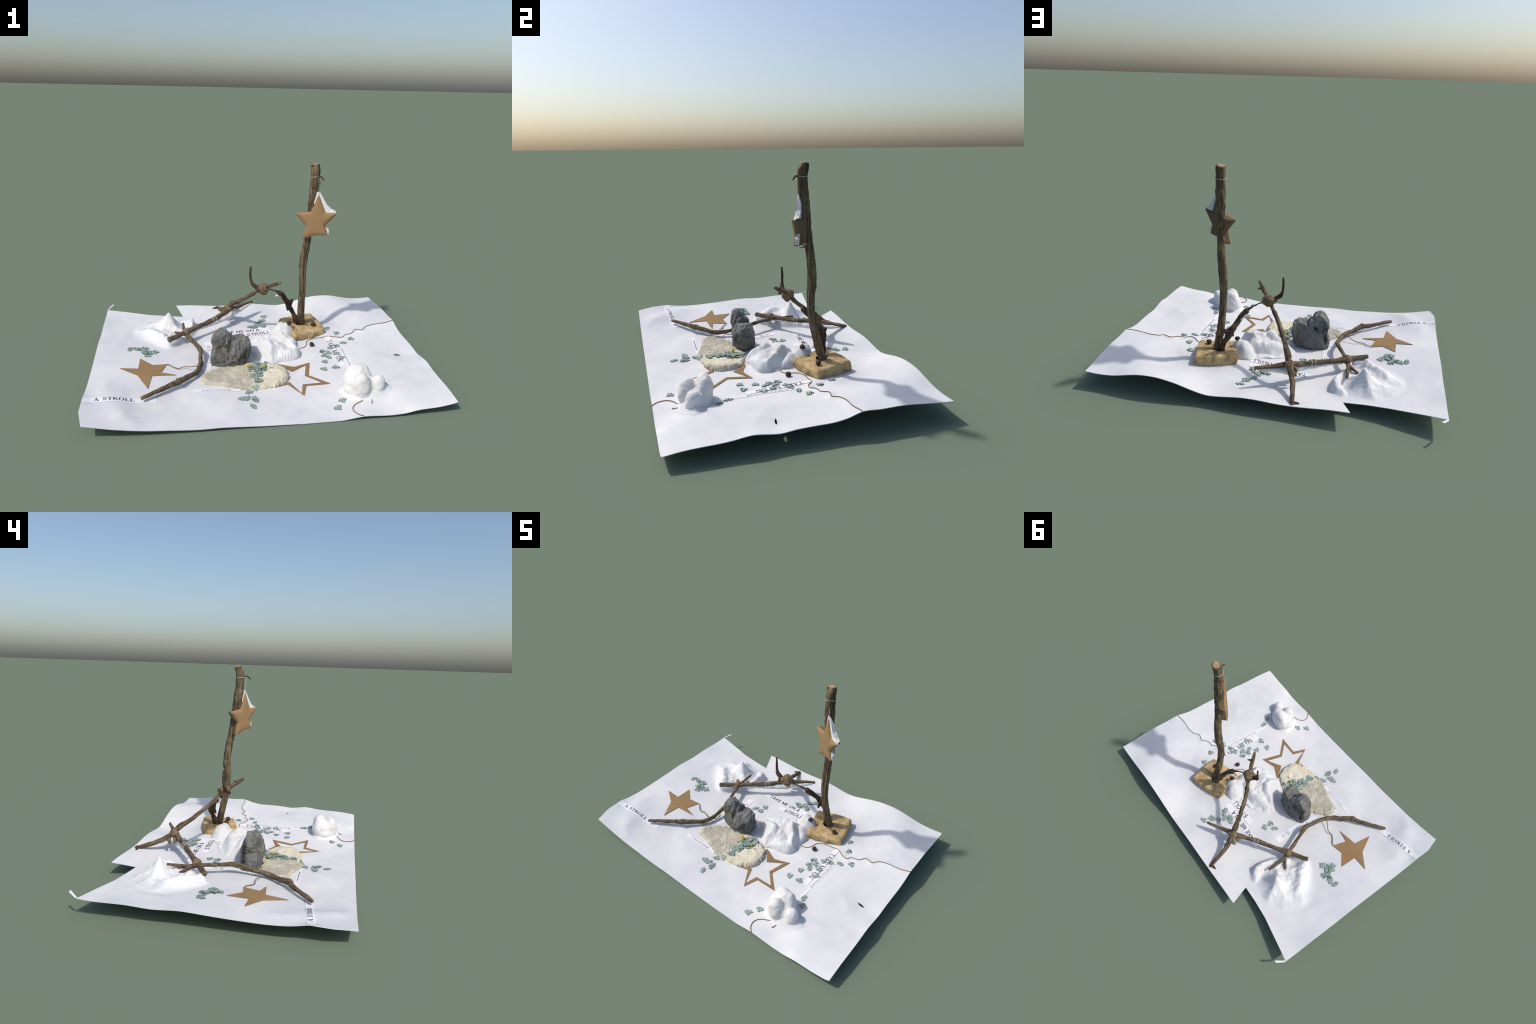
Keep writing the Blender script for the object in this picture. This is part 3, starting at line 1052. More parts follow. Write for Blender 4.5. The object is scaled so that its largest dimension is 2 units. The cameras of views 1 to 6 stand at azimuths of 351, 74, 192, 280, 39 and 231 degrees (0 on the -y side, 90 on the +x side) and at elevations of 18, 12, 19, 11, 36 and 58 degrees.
MID = ridges([
    ([(.200, .212, .144), (.230, .204, .150)], .055, .050),                                        # round dome against the block
    ([(.150, .100, .138), (.172, .084, .144), (.215, .035, .118), (.243, -.02, .098), (.245, -.055, .070)], .036, .050),
    ([(-.080, .068, .060), (-.02, .045, .092), (.045, .022, .122), (.075, .010, .130), (.085, -.03, .110), (.07, -.08, .080)], .038, .050),
    ([(.160, .128, .118), (.12, .136, .112), (.06, .122, .104), (.01, .105, .094), (-.05, .098, .072)], .036, .048),
    ([(.26, .09, .085), (.22, .13, .105)], .04, .045),
    ([(.04, .08, .094), (.13, .04, .104), (.135, -.02, .098), (.15, -.07, .070)], .06, .025), ([(.0, .0, .07), (.20, -.05, .08)], .05, .03)])


def mid_top(x, y, d):
    s = surf(x, y)
    h = np.maximum(MID(x, y) - s, .01)
    w = np.sqrt(np.clip(1 - (1 - np.clip(d / .030, 0, 1)) ** 2, 0, 1))
    n = np.array([noise.fractal(Vector((float(a) * 13, float(b) * 13, 5)), 1, 2, 3) for a, b in zip(x.ravel(), y.ravel())]).reshape(x.shape)
    m = np.array([noise.fractal(Vector((float(a) * 26, float(b) * 26, 2)), 1, 2, 3) for a, b in zip(x.ravel(), y.ravel())]).reshape(x.shape)
    return s + h * w + (.010 * n + .005 * m) * w


cot = lump('cotton_heap', MID_OUT, (.10, .075), mid_top, M_COTTON, 44, 240, edge_noise=.008, seed=2)
tag(cot, 'soft white cotton wool heap with rounded lobes', 'cotton wool')

NW_OUT = [(-.355, .350), (-.350, .435), (-.375, .490), (-.445, .525), (-.512, .535), (-.605, .545), (-.71, .500), (-.785, .420), (-.815, .32), (-.77, .21),
          (-.68, .150), (-.60, .105), (-.545, .095), (-.49, .130), (-.43, .185), (-.385, .27)]


RISE = [([(-.548, .390, .104), (-.568, .384, .104)], .050, 1.6), ([(-.557, .386, .085), (-.585, .44, .05), (-.62, .50, .012)], .036, 1.6),
        ([(-.557, .386, .080), (-.52, .35, .045), (-.47, .32, .030)], .036, 1.8), ([(-.557, .386, .05), (-.64, .40, .035), (-.71, .43, .010)], .040, 1.8),
        ([(-.555, .150, .045), (-.60, .215, .060), (-.65, .262, .054), (-.715, .318, .028), (-.765, .36, .006)], .046, 2.0),
        ([(-.46, .235, .035), (-.415, .32, .042), (-.395, .39, .054), (-.405, .44, .060), (-.437, .48, .030)], .032, 3.0),
        ([(-.556, .140, .040), (-.52, .16, .040), (-.47, .195, .042)], .024, 3.0), ([(-.64, .36, .026), (-.52, .30, .028)], .10, 2.0), ([(-.60, .42, .040), (-.52, .40, .040)], .06, 2.0), ([(-.66, .31, .032), (-.56, .25, .034)], .05, 2.0)]


def nw_top(x, y, d):
    s = surf(x, y)
    acc = 0
    for pts, sig, p in RISE:
        best = np.full(np.shape(x), 9.0)
        top = np.zeros(np.shape(x))
        for (ax, ay, az), (bx, by, bz) in zip(pts[:-1], pts[1:]):
            dx, dy = bx - ax, by - ay
            t = np.clip(((x - ax) * dx + (y - ay) * dy) / (dx * dx + dy * dy), 0, 1)
            q = np.hypot(x - ax - t * dx, y - ay - t * dy)
            m = q < best
            best = np.where(m, q, best)
            top = np.where(m, az + (bz - az) * t, top)
        acc = acc + (top * np.exp(-(best / sig) ** p)) ** 3
    h = np.cbrt(acc)
    n = np.array([noise.fractal(Vector((float(a) * 17, float(b) * 17, 8)), 1, 2, 3) for a, b in zip(x.ravel(), y.ravel())]).reshape(x.shape)
    w = np.clip(d / .05, 0, 1)
    w = w * w * (3 - 2 * w)
    m = np.array([noise.fractal(Vector((float(a) * 34, float(b) * 34, 3)), 1, 2, 3) for a, b in zip(x.ravel(), y.ravel())]).reshape(x.shape)
    return s + .0004 + (h + (.010 * n + .0015 * m) * np.clip(h / .03, 0, 1)) * w


mound = lump('cotton_mound', NW_OUT, (-.56, .32), nw_top, M_MOUND, 60, 280, sink=None, seed=3)
tag(mound, 'peaked white cotton wool mound like snowy hills', 'cotton wool')

ROCK_OUT = [(.62, -.442), (.575, -.405), (.525, -.388), (.455, -.392), (.412, -.420), (.402, -.455), (.410, -.50), (.428, -.548), (.47, -.575), (.52, -.582),
            (.565, -.590), (.615, -.578), (.660, -.548), (.698, -.505), (.672, -.462)]


def foot_top(x, y, d):
    w = np.clip(d / .06, 0, 1)
    return surf(x, y) + .0004 + .038 * w * w * (3 - 2 * w)


rock = ellipsoids('white_clay_lump', [((.512, -.440, .092), (.084, .054, .084), -.16), ((.540, -.442, .105), (.048, .044, .070), 0), ((.508, -.516, .086), (.056, .053, .078), .2), ((.608, -.508, .082), (.039, .042, .060), .3, .2),
                                      ((.552, -.488, .070), (.066, .058, .058), .2), ((.48, -.475, .095), (.05, .05, .05)), ((.540, -.480, .035), (.100, .085, .035), .1), ((.52, -.475, .055), (.095, .08, .055), .1)],
                  M_CLUMP, .0055, 7, .009, 13, 5)
foot = lump('clay_foot', ROCK_OUT, (.535, -.485), foot_top, M_ROCK, 24, 160, sink=None, seed=5, parent=rock)
tag(rock, 'white lumpy clay rock with three rounded knobs', 'clay lump')

# ------------------------------------------------------------------ grey stone
HEAD = [(-.296, -.10, .190), (-.266, -.115, .243), (-.226, -.112, .268), (-.258, -.090, .266), (-.202, -.090, .263), (-.182, -.106, .232), (-.193, -.115, .172), (-.280, -.122, .152), (-.235, -.130, .195),
        (-.299, -.06, .180), (-.283, -.040, .222), (-.238, -.046, .262), (-.198, -.050, .238), (-.205, -.034, .180), (-.285, -.038, .140), (-.24, -.030, .155)]
NECK = [(-.300, -.098, .028), (-.292, -.112, .080), (-.272, -.116, .160), (-.200, -.122, .160), (-.185, -.130, .030), (-.304, -.075, .060), (-.297, -.030, .028),
        (-.280, -.034, .150), (-.200, -.014, .160), (-.185, -.006, .030)]
BODY = [(-.160, -.115, .190), (-.130, -.105, .203), (-.085, -.105, .202), (-.058, -.108, .178), (-.050, -.098, .132), (-.056, -.105, .095), (-.085, -.112, .028),
        (-.178, -.130, .028), (-.176, -.130, .140), (-.120, -.136, .120), (-.158, -.020, .190), (-.100, -.030, .204), (-.062, -.040, .182), (-.047, -.052, .130),
        (-.070, -.018, .045), (-.172, -.003, .028), (-.172, -.001, .130), (-.110, -.003, .110)]
PLUG = [(-.205, -.112, .120), (-.145, -.112, .120), (-.158, -.100, .205), (-.192, -.100, .225), (-.200, -.012, .120), (-.145, -.012, .120), (-.165, -.030, .205), (-.195, -.036, .222),
        (-.175, -.065, .232)]
SHOULDER = [(-.215, -.128, .028), (-.165, -.134, .028), (-.170, -.124, .120), (-.205, -.124, .135), (-.21, -.004, .028), (-.165, -.0, .028), (-.175, -.004, .12), (-.2, -.008, .135)]
widen = lambda pts: [(x - .002, -.0665 + (y + .0665) * 1.10, z) for x, y, z in pts]
HEAD, NECK, BODY, PLUG, SHOULDER = (widen(h) for h in (HEAD, NECK, BODY, PLUG, SHOULDER))
stone = ellipsoids('grey_stone', [], M_STONE, .0040, 1, .0050, 30, 12, flat=.026, amp2=.0045, hulls=(HEAD, NECK, BODY, PLUG, SHOULDER))
tag(stone, 'rough dark grey stone with a cleft top', 'stone')
def onto(o, pts, lift):
    out = []
    for p in pts:
        ok, q, n, _ = o.closest_point_on_mesh(Vector(p))
        out.append(tuple(q + n * lift))
    return out


cord = [(-.30, -.04, .175), (-.305, -.07, .166), (-.295, -.105, .158), (-.255, -.130, .152), (-.222, -.130, .158), (-.190, -.120, .178), (-.172, -.09, .200), (-.175, -.05, .210)]
cord = catmull([(*p, 0) for p in cord], .012)[:, :3]
tube('tied_cord', [(*p, .0019) for p in onto(stone, cord, .0012)], M_GREYCORD, 8, .006, 0, parent=stone)

# ------------------------------------------------------------------ driftwood stand
STAND = bpy.data.objects.new('driftwood_stand', None)
link(STAND)
tag(STAND, 'driftwood pole on sandstone with tied twigs and hanging star', 'driftwood sculpture')


def build_base():
    """sandstone block: rounded four-sided outline, lofted bottom to top, with a bored hole"""
    corner = [(.203, .350), (.448, .420), (.503, .192), (.268, .122)]
    P = round_outline([tuple(np.array(a) * .87 + np.array(b) * .13) for a, b in
                       [(corner[i], corner[(i + s) % 4]) for i in range(4) for s in (-1, 1)]], 160)
    # Catmull overshoots: pull the outline in a little, then wobble it
    c = P.mean(0)
    n = len(P)
    hole = np.array((.340, .276))
    levels = [(.955, .044), (.985, .049), (1.0, .058), (1.005, .076), (1.0, .090), (.985, .100), (.95, .1065)]
    rows = [[(*(c + (p - c) * s), z) for p in P] for s, z in levels]
    ang = np.arctan2(P[:, 1] - hole[1], P[:, 0] - hole[0])
    rim = np.c_[hole[0] + .036 * np.cos(ang), hole[1] + .032 * np.sin(ang)]
    top = np.array(rows[-1])[:, :2]
    for t in (.12, .25, .4, .55, .7, .85, .95, 1.0):
        q = top + (rim - top) * t
        rows.append([(x, y, .1085 if t < .9 else .106) for x, y in q])
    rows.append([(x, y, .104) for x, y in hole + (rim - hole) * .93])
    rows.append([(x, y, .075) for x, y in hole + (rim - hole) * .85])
    V = []
    for j, r in enumerate(rows):
        for x, y, z in r:
            tilt = .085 * (y - c[1]) * (z - .045) / .06
            f = noise.fractal(Vector((x * 26, y * 26, z * 26)), 1, 2, 4) * .006 + noise.noise(Vector((x * 90, y * 90, z * 90))) * .002
            d = Vector((x - c[0], y - c[1], 0)).normalized()
            if j < 5:
                V.append((x + d.x * f, y + d.y * f, z + tilt + f * .3))
            else:
                V.append((x, y, z + tilt + (f if j < 13 else 0)))
    faces = [(j * n + i, j * n + (i + 1) % n, (j + 1) * n + (i + 1) % n, (j + 1) * n + i) for j in range(len(rows) - 1) for i in range(n)]
    a = sum(P[i][0] * P[(i + 1) % n][1] - P[(i + 1) % n][0] * P[i][1] for i in range(n))
    faces.append(tuple(range((len(rows) - 1) * n, len(rows) * n)))
    faces.append(tuple(range(n))[::-1])
    if a < 0:
        faces = [f[::-1] for f in faces]
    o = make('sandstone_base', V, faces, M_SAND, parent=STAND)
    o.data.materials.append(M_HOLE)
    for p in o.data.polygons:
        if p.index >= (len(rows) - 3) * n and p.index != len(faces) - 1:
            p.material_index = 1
    return o


build_base()

POLE = [(.352, .286, .078, .022), (.357, .278, .09, .022), (.348, .265, .15, .0235), (.339, .250, .21, .0238), (.336, .237, .27, .023), (.333, .224, .33, .0225),
        (.331, .213, .39, .022), (.329, .212, .45, .0225), (.328, .214, .51, .024), (.329, .217, .57, .0255), (.334, .215, .63, .0255), (.341, .207, .69, .025),
        (.346, .196, .75, .0235), (.350, .187, .81, .0235), (.352, .178, .87, .024), (.355, .170, .93, .026), (.357, .161, .99, .0285), (.361, .152, 1.05, .031),
        (.362, .147, 1.11, .0285), (.361, .147, 1.17, .029), (.360, .150, 1.20, .029), (.357, .155, 1.224, .028)]


def pole_shape(c, d):
    a = math.atan2(d[1], d[0])
    r = 1.0
    da = (a - math.atan2(-.95, .32) + math.pi) % (2 * math.pi) - math.pi
    r -= .22 * math.exp(-(da / .13) ** 2) * min(1, max(0, (1.12 - c[2]) / .1))         # long drying crack
    for a0, z0, z1 in ((-2.0, .95, 1.2), (-2.7, .9, 1.16), (.6, .86, 1.1), (-.4, 1.12, 1.24)):
        da = (a - a0 + math.pi) % (2 * math.pi) - math.pi
        if z0 < c[2] < z1:
            r -= .20 * math.exp(-(da / .16) ** 2)
    r += .22 * math.exp(-((c[2] - .54) / .02) ** 2) * max(0, d[1]) ** 2                 # bump facing back
    r += .10 * noise.noise(Vector((d[0] * 2, d[1] * 2, c[2] * 30))) * (1 if c[2] > .85 else .4)
    if c[2] > 1.185:                                                                    # front of the top is chipped away
        r *= 1 - .75 * max(0, -d[1]) * (c[2] - 1.19) / .045
    return max(r, .35)


pole = tube('driftwood_pole', POLE, M_POLE, 40, .006, .05, .03, 1, STAND, pole_shape, align=False)
pole.data.materials.append(M_SPLIT)
zmax = max(v.co.z for v in pole.data.vertices)
for p in pole.data.polygons:
    if p.normal.z > .6 and p.center.z > zmax - .03:
        p.material_index = 1

def knots(c, d):
    """buds, scars and shallow dents"""
    f = noise.voronoi(Vector((c[0] * 17, c[1] * 17, c[2] * 17)))[0][0]
    side = noise.noise(Vector((d[0] * 1.5 + c[0] * 9, d[1] * 1.5 + c[1] * 9, d[2] * 1.5)))
    return 1 + .28 * max(0, .32 - f) / .32 * (1 + 1.5 * side) - .10 * max(0, -side)


# --- twigs (x, y, z, radius)
LONG = [(-.561, .126, .103, .017), (-.50, .167, .109, .0165), (-.448, .205, .115, .019), (-.40, .238, .120, .0165), (-.33, .285, .127, .0165), (-.275, .320, .133, .0195),
        (-.254, .334, .136, .0175), (-.20, .381, .148, .017), (-.15, .424, .161, .019), (-.10, .452, .166, .0175), (-.04, .490, .169, .015), (.01, .520, .172, .0135), (.043, .535, .173, .011)]
ARCH = [(-.205, .684, .070, .009), (-.200, .672, .075, .012), (-.190, .61, .095, .0145), (-.176, .54, .122, .0155), (-.150, .475, .155, .019), (-.126, .432, .195, .017), (-.122, .412, .214, .020),
        (-.085, .350, .255, .0145), (-.050, .295, .300, .0145), (-.020, .247, .340, .015), (.02, .205, .385, .0125), (.055, .165, .425, .0135), (.090, .125, .452, .0135), (.118, .09, .474, .0135), (.146, .055, .496, .008)]
RISER = [(x, y, z, r * (.86 if .14 < z < .33 else 1)) for x, y, z, r in [(.318, .292, .085, .020), (.318, .290, .12, .019), (.300, .304, .17, .0185), (.275, .312, .215, .022), (.256, .304, .252, .027), (.232, .278, .290, .019),
         (.205, .245, .335, .0165), (.180, .222, .362, .017), (.168, .215, .372, .008), (.135, .195, .392, .0042), (.10, .18, .408, .004), (.055, .165, .422, .008), (.015, .152, .438, .012),
         (-.014, .150, .456, .0125), (-.026, .156, .485, .0085), (-.030, .158, .52, .0075), (-.028, .155, .576, .0062)]]
CROOK = [(-.697, -.475, .073, .009), (-.68, -.46, .074, .0115), (-.60, -.402, .073, .0125), (-.53, -.350, .073, .015), (-.497, -.330, .075, .0175), (-.44, -.268, .064, .0145), (-.394, -.212, .060, .016),
         (-.372, -.150, .064, .0135), (-.366, -.08, .078, .0125), (-.362, -.012, .092, .0145), (-.385, .05, .096, .012), (-.410, .11, .098, .0115), (-.428, .163, .098, .0125), (-.452, .23, .094, .012),
         (-.460, .30, .092, .0095), (-.462, .378, .095, .0075)]
LONG = [(x, y, z, r * (.87 if x < -.1 else .76)) for x, y, z, r in LONG]
ARCH = [(x, y, z, r * .93) for x, y, z, r in ARCH]
tube('twig', LONG, M_TWIG, 20, .004, .15, .07, 2, STAND, knots)
tube('twig', ARCH, M_TWIG, 20, .004, .15, .07, 3, STAND, knots)
tube('twig', RISER, M_TWIG_DARK, 20, .004, .16, .08, 4, STAND, knots)
tube('twig', CROOK, M_TWIG, 20, .004, .15, .07, 5, STAND, knots)
STUBS = [([(.112, .100, .468, .010), (.128, .112, .472, .007), (.137, .124, .472, .003)], M_TWIG),
         ([(-.455, .235, .094, .011), (-.49, .262, .082, .009), (-.520, .285, .078, .006)], M_TWIG),
         ([(-.150, .48, .150, .015), (-.172, .468, .128, .011), (-.182, .462, .112, .006)], M_TWIG),
         ([(-.195, .672, .078, .010), (-.218, .664, .076, .008), (-.238, .662, .074, .004)], M_TWIG_DARK),
         ([(-.15, .424, .158, .014), (-.172, .43, .135, .011), (-.176, .432, .118, .005)], M_TWIG),
         ([(.256, .304, .252, .018), (.252, .282, .225, .011), (.250, .272, .205, .004)], M_TWIG_DARK),
         ([(.270, .310, .235, .016), (.288, .318, .262, .012), (.292, .320, .272, .005)], M_TWIG_DARK),
         ([(-.500, -.33, .078, .012), (-.506, -.325, .087, .010), (-.507, -.324, .090, .006)], M_TWIG),
         ([(.01, .155, .440, .013), (.015, .135, .428, .011), (.02, .12, .42, .006)], M_TWIG_DARK)]
for i, (nodes, m) in enumerate(STUBS):
    tube('twig_stub', nodes, m, 12, .005, .12, .05, 10 + i, STAND)


def twine_knot(name, c, axis, r, h, seed, wraps=7, mat=M_KNOT, cord=.0030, extra=()):
    """a wound knot: a lumpy core with cord coiled round it in two directions"""
    ax = Vector(axis).normalized()
    q = Vector((0, 0, 1)).rotation_difference(ax)
    core = ellipsoids(name, [(c, (r * .95, r * .88, r * .92)), (tuple(Vector(c) + ax * h * .4), (r * .85, r * .8, r * .8)), (tuple(Vector(c) - ax * h * .4), (r * .8, r * .85, r * .8))] + list(extra),
                      mat, .004, 3, .011, 40, seed, STAND)
    rr = random.Random(seed)
    for turn in range(3):
        tilt = Matrix.Rotation(rr.uniform(.3, .9) * (-1) ** turn, 3, 'XYX'[turn]).to_quaternion()
        pts = []
        for i in range(wraps * 14 + 1):
            t = i / 14
            s = t / wraps * 2 - 1
            a = 2 * math.pi * t
            rad = r * (1.04 - .28 * s * s) + .0015 * rr.uniform(-1, 1)
            p = Vector((rad * math.cos(a), rad * math.sin(a), s * h * .75))
            p = q @ (tilt @ p) + Vector(c)
            pts.append((*p, cord))
        tube('twine_coil', pts, mat, 7, .006, 0, parent=core, align=False)
    return core


twine_knot('twine_knot', (.056, .165, .420), (.6, -.5, .35), .033, .034, 21, 6, extra=[((.040, .190, .428), (.022, .020, .018)), ((.062, .160, .398), (.022, .022, .018)), ((.078, .178, .425), (.020, .018, .020)), ((.035, .15, .418), (.022, .018, .022))])
twine_knot('twine_knot', (-.445, .205, .112), (-.8, -.55, 0), .024, .022, 22, 5)
twine_knot('twine_knot', (-.136, .445, .172), (-.5, -.6, -.5), .025, .026, 23, 5)
# white thread wound on the long twig
for k, f in enumerate((-.262, -.243)):
    a = np.array((f, .334 + (f + .254) * .80, .136 + (f + .254) * .18))
    ax = Vector((.77, .62, .17)).normalized()
    u = ax.cross(Vector((0, 0, 1))).normalized()
    w = ax.cross(u)
    pts = [(*(Vector(a) + (u * math.cos(t) + w * math.sin(t)) * .0188), .0018) for t in np.linspace(0, 2 * math.pi, 17)]
    tube('white_thread', pts, M_WIRE, 6, .006, 0, parent=STAND, align=False)

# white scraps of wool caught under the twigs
SCRAPS = [[(-.30, .300, .108, .012), (-.24, .338, .112, .016), (-.18, .385, .120, .020), (-.13, .43, .124, .026), (-.08, .455, .135, .018), (-.02, .495, .150, .012), (.03, .525, .162, .007)],
          [(-.42, .225, .096, .006), (-.36, .262, .104, .009), (-.30, .300, .108, .011)],
          [(.155, .228, .338, .006), (.185, .240, .338, .010), (.215, .262, .318, .010), (.245, .285, .285, .008)],
          [(-.55, .134, .080, .016), (-.52, .155, .078, .018), (-.48, .185, .085, .014)],
          [(-.56, -.372, .062, .009), (-.50, -.330, .062, .013), (-.45, -.285, .052, .013), (-.40, -.235, .045, .010)]]
for i, s in enumerate(SCRAPS):
    tube('caught_wool', s, M_COTTON, 12, .006, .20, .08, 30 + i, STAND)

# --- hanging star
SU, SN = Vector((.859, -.511, 0)), Vector((-.511, -.859, 0))
SC = Vector((.372, .118, .875))
STAR3 = [(.381, .116, 1.041), (.421, .088, .936), (.490, .056, .942), (.421, .089, .857), (.443, .078, .796), (.372, .114, .789), (.300, .161, .755), (.319, .149, .842), (.261, .192, .917), (.345, .136, .933)]
S2 = [((Vector(p) - SC).dot(SU) * 1.03, (p[2] - SC.z) * 1.03) for p in STAR3]


def round_star(pts, rad):
    out = []
    n = len(pts)
    for i in range(n):
        a, p, b = np.array(pts[i - 1]), np.array(pts[i]), np.array(pts[(i + 1) % n])
        r = rad[i]
        if r == 0:
            out.append(tuple(p))
            continue
        ua, ub = (a - p) / np.hypot(*(a - p)), (b - p) / np.hypot(*(b - p))
        s, e = p + ua * r, p + ub * r
        for t in np.linspace(0, 1, 5):
            out.append(tuple((1 - t) ** 2 * s + 2 * t * (1 - t) * p + t * t * e))
    return out


RAD = [.004, .006, .009, .008, .018, .008, .018, .010, .011, .006]
S2R = round_star(S2, RAD)
cen = (0.0, 0.0)


def hanging_star():
    V, F, Bd = flat_patch([[cen, S2R[i], S2R[(i + 1) % len(S2R)]] for i in range(len(S2R))], 5)
    loop = np.array(S2R + S2R[:1])
    d = seg_dist(V[:, 0], V[:, 1], [tuple(p) for p in loop])
    puff = .010 * (1 - np.exp(-d / .009)) + .004
    n = len(V)
    P = []
    for i in range(n):
        P.append(SC + SU * V[i, 0] + Vector((0, 0, V[i, 1])) + SN * puff[i])
    for i in range(n):
        P.append(SC + SU * V[i, 0] + Vector((0, 0, V[i, 1])) - SN * .004)
    faces = list(F) + [tuple(i + n for i in f[::-1]) for f in F] + [(b, a, a + n, b + n) for a, b in Bd]
    nrm = (P[faces[0][1]] - P[faces[0][0]]).cross(P[faces[0][2]] - P[faces[0][0]])
    if nrm.dot(SN) < 0:
        faces = [f[::-1] for f in faces]
    front = make('hanging_star', P, faces, M_FELT, True, STAND)
    sharp_by_angle(front, 60)
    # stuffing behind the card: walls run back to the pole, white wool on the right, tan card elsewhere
    m = len(S2R)
    rows = [(0.0, 1.0), (.010, .98), (.022, .93), (.034, .82), (.044, .62)]
    P = []
    axis_u = (Vector((.354, .168, 0)) - Vector((SC.x, SC.y, 0))).dot(SU)
    for j, (b, s) in enumerate(rows):
        for i in range(m):
            u = axis_u + (S2R[i][0] * .985 - axis_u) * s
            v = S2R[i][1] * (.985 - .25 * (1 - s))
            w = .004 * noise.noise(Vector((u * 60, v * 60, b * 60))) if j else 0
            P.append(SC + SU * (u + w) + Vector((0, 0, v + w)) - SN * b)
    faces, kinds = [], []
    for j in range(len(rows) - 1):
        for i in range(m):
            i2 = (i + 1) % m
            faces.append((j * m + i, j * m + i2, (j + 1) * m + i2, (j + 1) * m + i))
            mu, mv = (S2R[i][0] + S2R[i2][0]) / 2, (S2R[i][1] + S2R[i2][1]) / 2
            white = (mu > .005 and mv > .050 and j < 1) or (mu > .02 and -.085 < mv < -.015 and mu < .075 and j < 2) or (mv < -.075 and mu > -.02 and j > 0 and mu < .05)
            kinds.append(1 if white else 0)
    faces.append(tuple(range((len(rows) - 1) * m, len(rows) * m)))
    kinds.append(0)
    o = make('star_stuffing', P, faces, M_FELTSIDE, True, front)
    bm = bmesh.new()
    bm.from_mesh(o.data)
    bmesh.ops.recalc_face_normals(bm, faces=bm.faces)
    bm.to_mesh(o.data)
    bm.free()
    o.data.materials.append(M_CLUMP)
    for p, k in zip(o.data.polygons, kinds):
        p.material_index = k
    sharp_by_angle(o, 60)
    return front


hanging_star()
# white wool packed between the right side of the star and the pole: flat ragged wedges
def wedge(name, outline, b0, b1, shrink, seed):
    O = np.array(round_star(outline, [.006] * len(outline)))
    n = len(O)
    c = O.mean(0)
    V, rows = [], 7
    for j in range(rows):
        t = j / (rows - 1)
        for i in range(n):
            q = c + (O[i] - c) * (1 - shrink * t)
            q = q + .0045 * np.array((noise.noise(Vector((q[0] * 60, q[1] * 60, t * 3 + seed))), noise.noise(Vector((q[0] * 60, q[1] * 60, t * 3 + seed + 9)))))
            V.append(SC + SU * q[0] + Vector((0, 0, q[1])) - SN * (b0 + (b1 - b0) * t * min(1, max(.25, (.20 - q[1]) / .07))))
    F = [(j * n + i, j * n + (i + 1) % n, (j + 1) * n + (i + 1) % n, (j + 1) * n + i) for j in range(rows - 1) for i in range(n)]
    F += [tuple(range(n))[::-1], tuple(range((rows - 1) * n, rows * n))]
    o = make(name, V, F, M_CLUMP, True, STAND)
    bm = bmesh.new()
    bm.from_mesh(o.data)
    bmesh.ops.recalc_face_normals(bm, faces=bm.faces)
    bm.to_mesh(o.data)
    bm.free()
    sharp_by_angle(o, 55)


wedge('star_wool', [(-.01, .185), (.012, .190), (.038, .150), (.062, .110), (.092, .082), (.126, .068), (.08, .060), (.0, .06), (-.02, .12)], .001, .026, .10, 1)
wedge('star_wool', [(.048, -.018), (.066, -.030), (.086, -.042), (.086, -.068), (.066, -.080), (.03, -.06)], .001, .022, .15, 2)
wedge('star_wool', [(-.035, -.085), (.0, -.094), (.05, -.088), (.05, -.07), (-.02, -.06)], .002, .030, .10, 3)
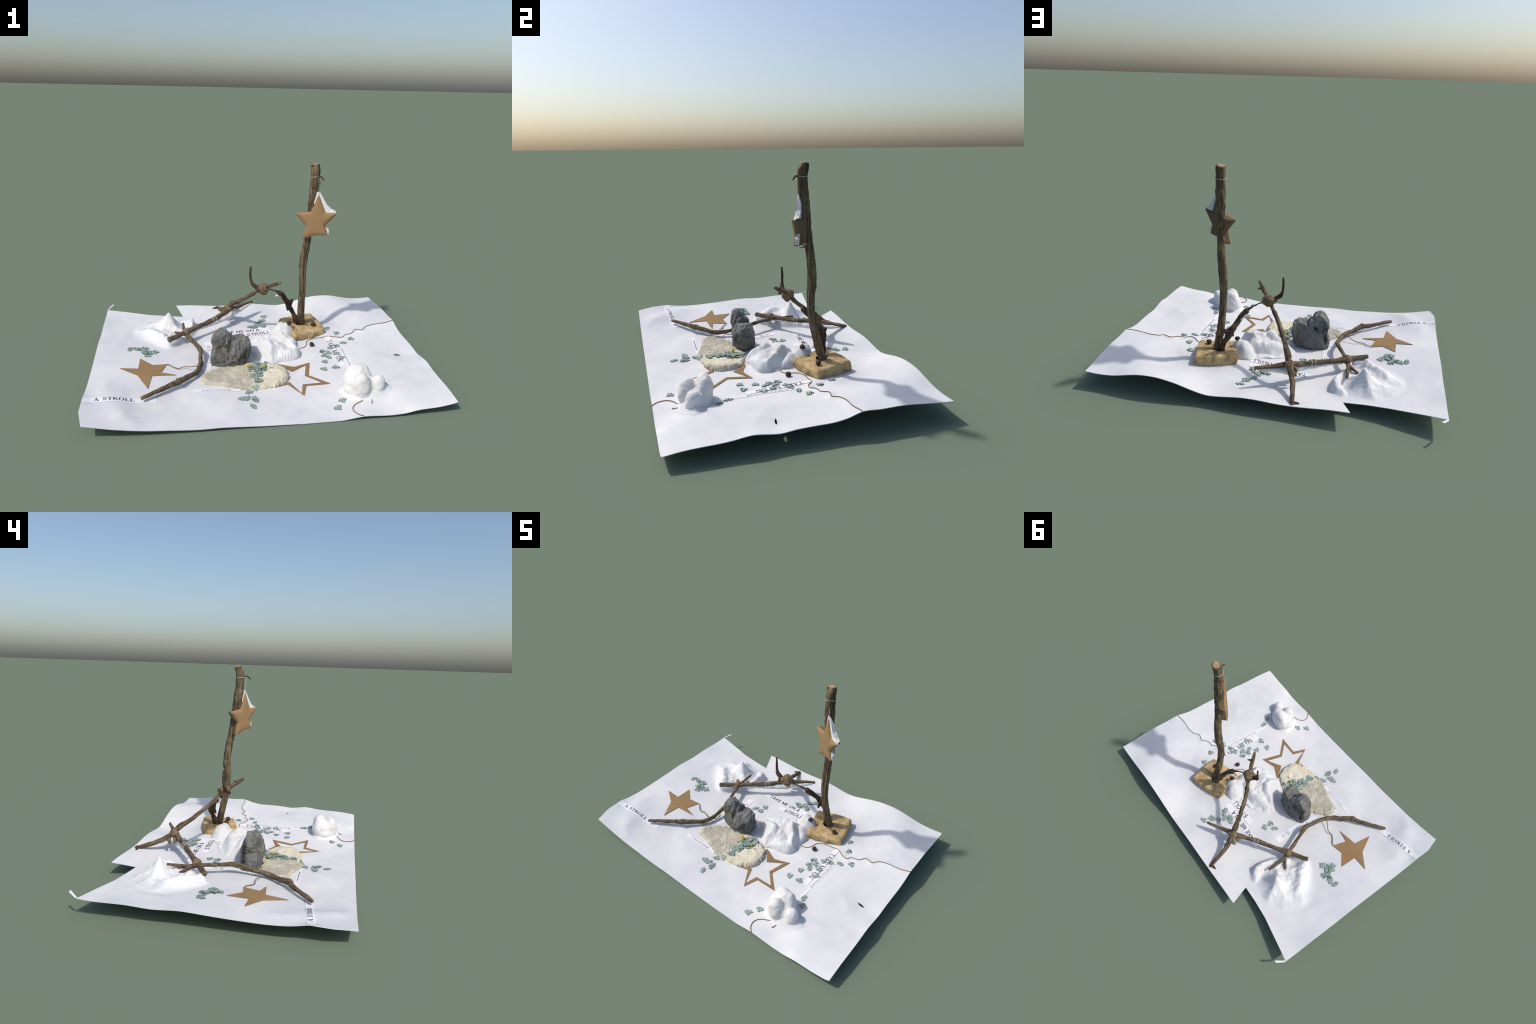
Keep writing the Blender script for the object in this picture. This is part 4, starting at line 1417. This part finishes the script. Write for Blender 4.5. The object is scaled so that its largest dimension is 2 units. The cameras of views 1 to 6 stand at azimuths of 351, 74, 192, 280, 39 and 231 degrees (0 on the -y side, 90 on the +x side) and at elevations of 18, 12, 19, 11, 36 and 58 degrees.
# thread: a loop round the pole top, a line down to the star and a dark loose tail
ring = []
for t in np.linspace(0, 2 * math.pi, 25):
    ring.append((.361 + .0300 * math.cos(t), .147 + .0300 * math.sin(t), 1.150 + .006 * math.cos(t + .8), .0014))
tube('white_thread', ring, M_WIRE, 6, .006, 0, parent=STAND, align=False)
tube('white_thread', [(.375, .114, 1.152, .0014), (.378, .113, 1.10, .0014), (.3805, .112, 1.05, .0014), (.381, .103, 1.030, .0014)], M_WIRE, 6, .01, 0, parent=STAND)
tube('twine_tail', [(.372, .116, 1.156, .004), (.383, .102, 1.158, .0045), (.391, .090, 1.150, .0045), (.397, .080, 1.137, .003)], M_TWIG_DARK, 10, .005, .1, parent=STAND)

# berries: one on the base, one on the cotton, one on the sheet
for c, r, s, lab in (((.424, .224, .119), .0155, 3, 1), ((.246, .194, .150), .0155, 4, 1), ((.377, .062, sz(.377, .062) + .013), .0155, 5, 1)):
    o = ellipsoids('dark_berry', [(c, (r * 1.08, r * .95, r * .9), s)], M_BERRY, .0028, 2, .0035, 60, s)
    tag(o, 'small round wrinkled dark brown seed', 'seed')

# ------------------------------------------------------------------ strings on the sheet
def string(name, pts, lift=.0022, r=.0022, mat=M_TWINE, label='thin brown twine lying on the paper', z=None):
    nodes = [(x, y, (z[i] if z else sz(x, y) + lift), r) for i, (x, y) in enumerate(pts)]
    o = tube(name, nodes, mat, 7, .006, .05, 0, 1, None, align=False)
    tag(o, label, 'twine')
    return o


string('twine', STRING_E)
string('twine', [(.515, -.560), (.498, -.575), (.462, -.590), (.436, -.612), (.427, -.643), (.442, -.679), (.466, -.699)], .003)
string('twine', [(.556, -.560), (.552, -.585), (.543, -.607)], .004)
P5 = [(-.572, -.100), (-.552, -.108), (-.532, -.128), (-.50, -.145), (-.47, -.140), (-.44, -.155), (-.40, -.178), (-.372, -.168), (-.355, -.135), (-.350, -.09)]
string('twine', P5, z=[.056, .055, .052, .049, .055, .062, .078, .066, .050, .052], r=.0026)
string('twine', [(-.352, -.11), (-.352, -.098), (-.351, -.088)], z=[.050, .063, .082], r=.0022)

# ------------------------------------------------------------------ tidy up
for me in list(bpy.data.meshes):
    if me.users == 0:
        bpy.data.meshes.remove(me)
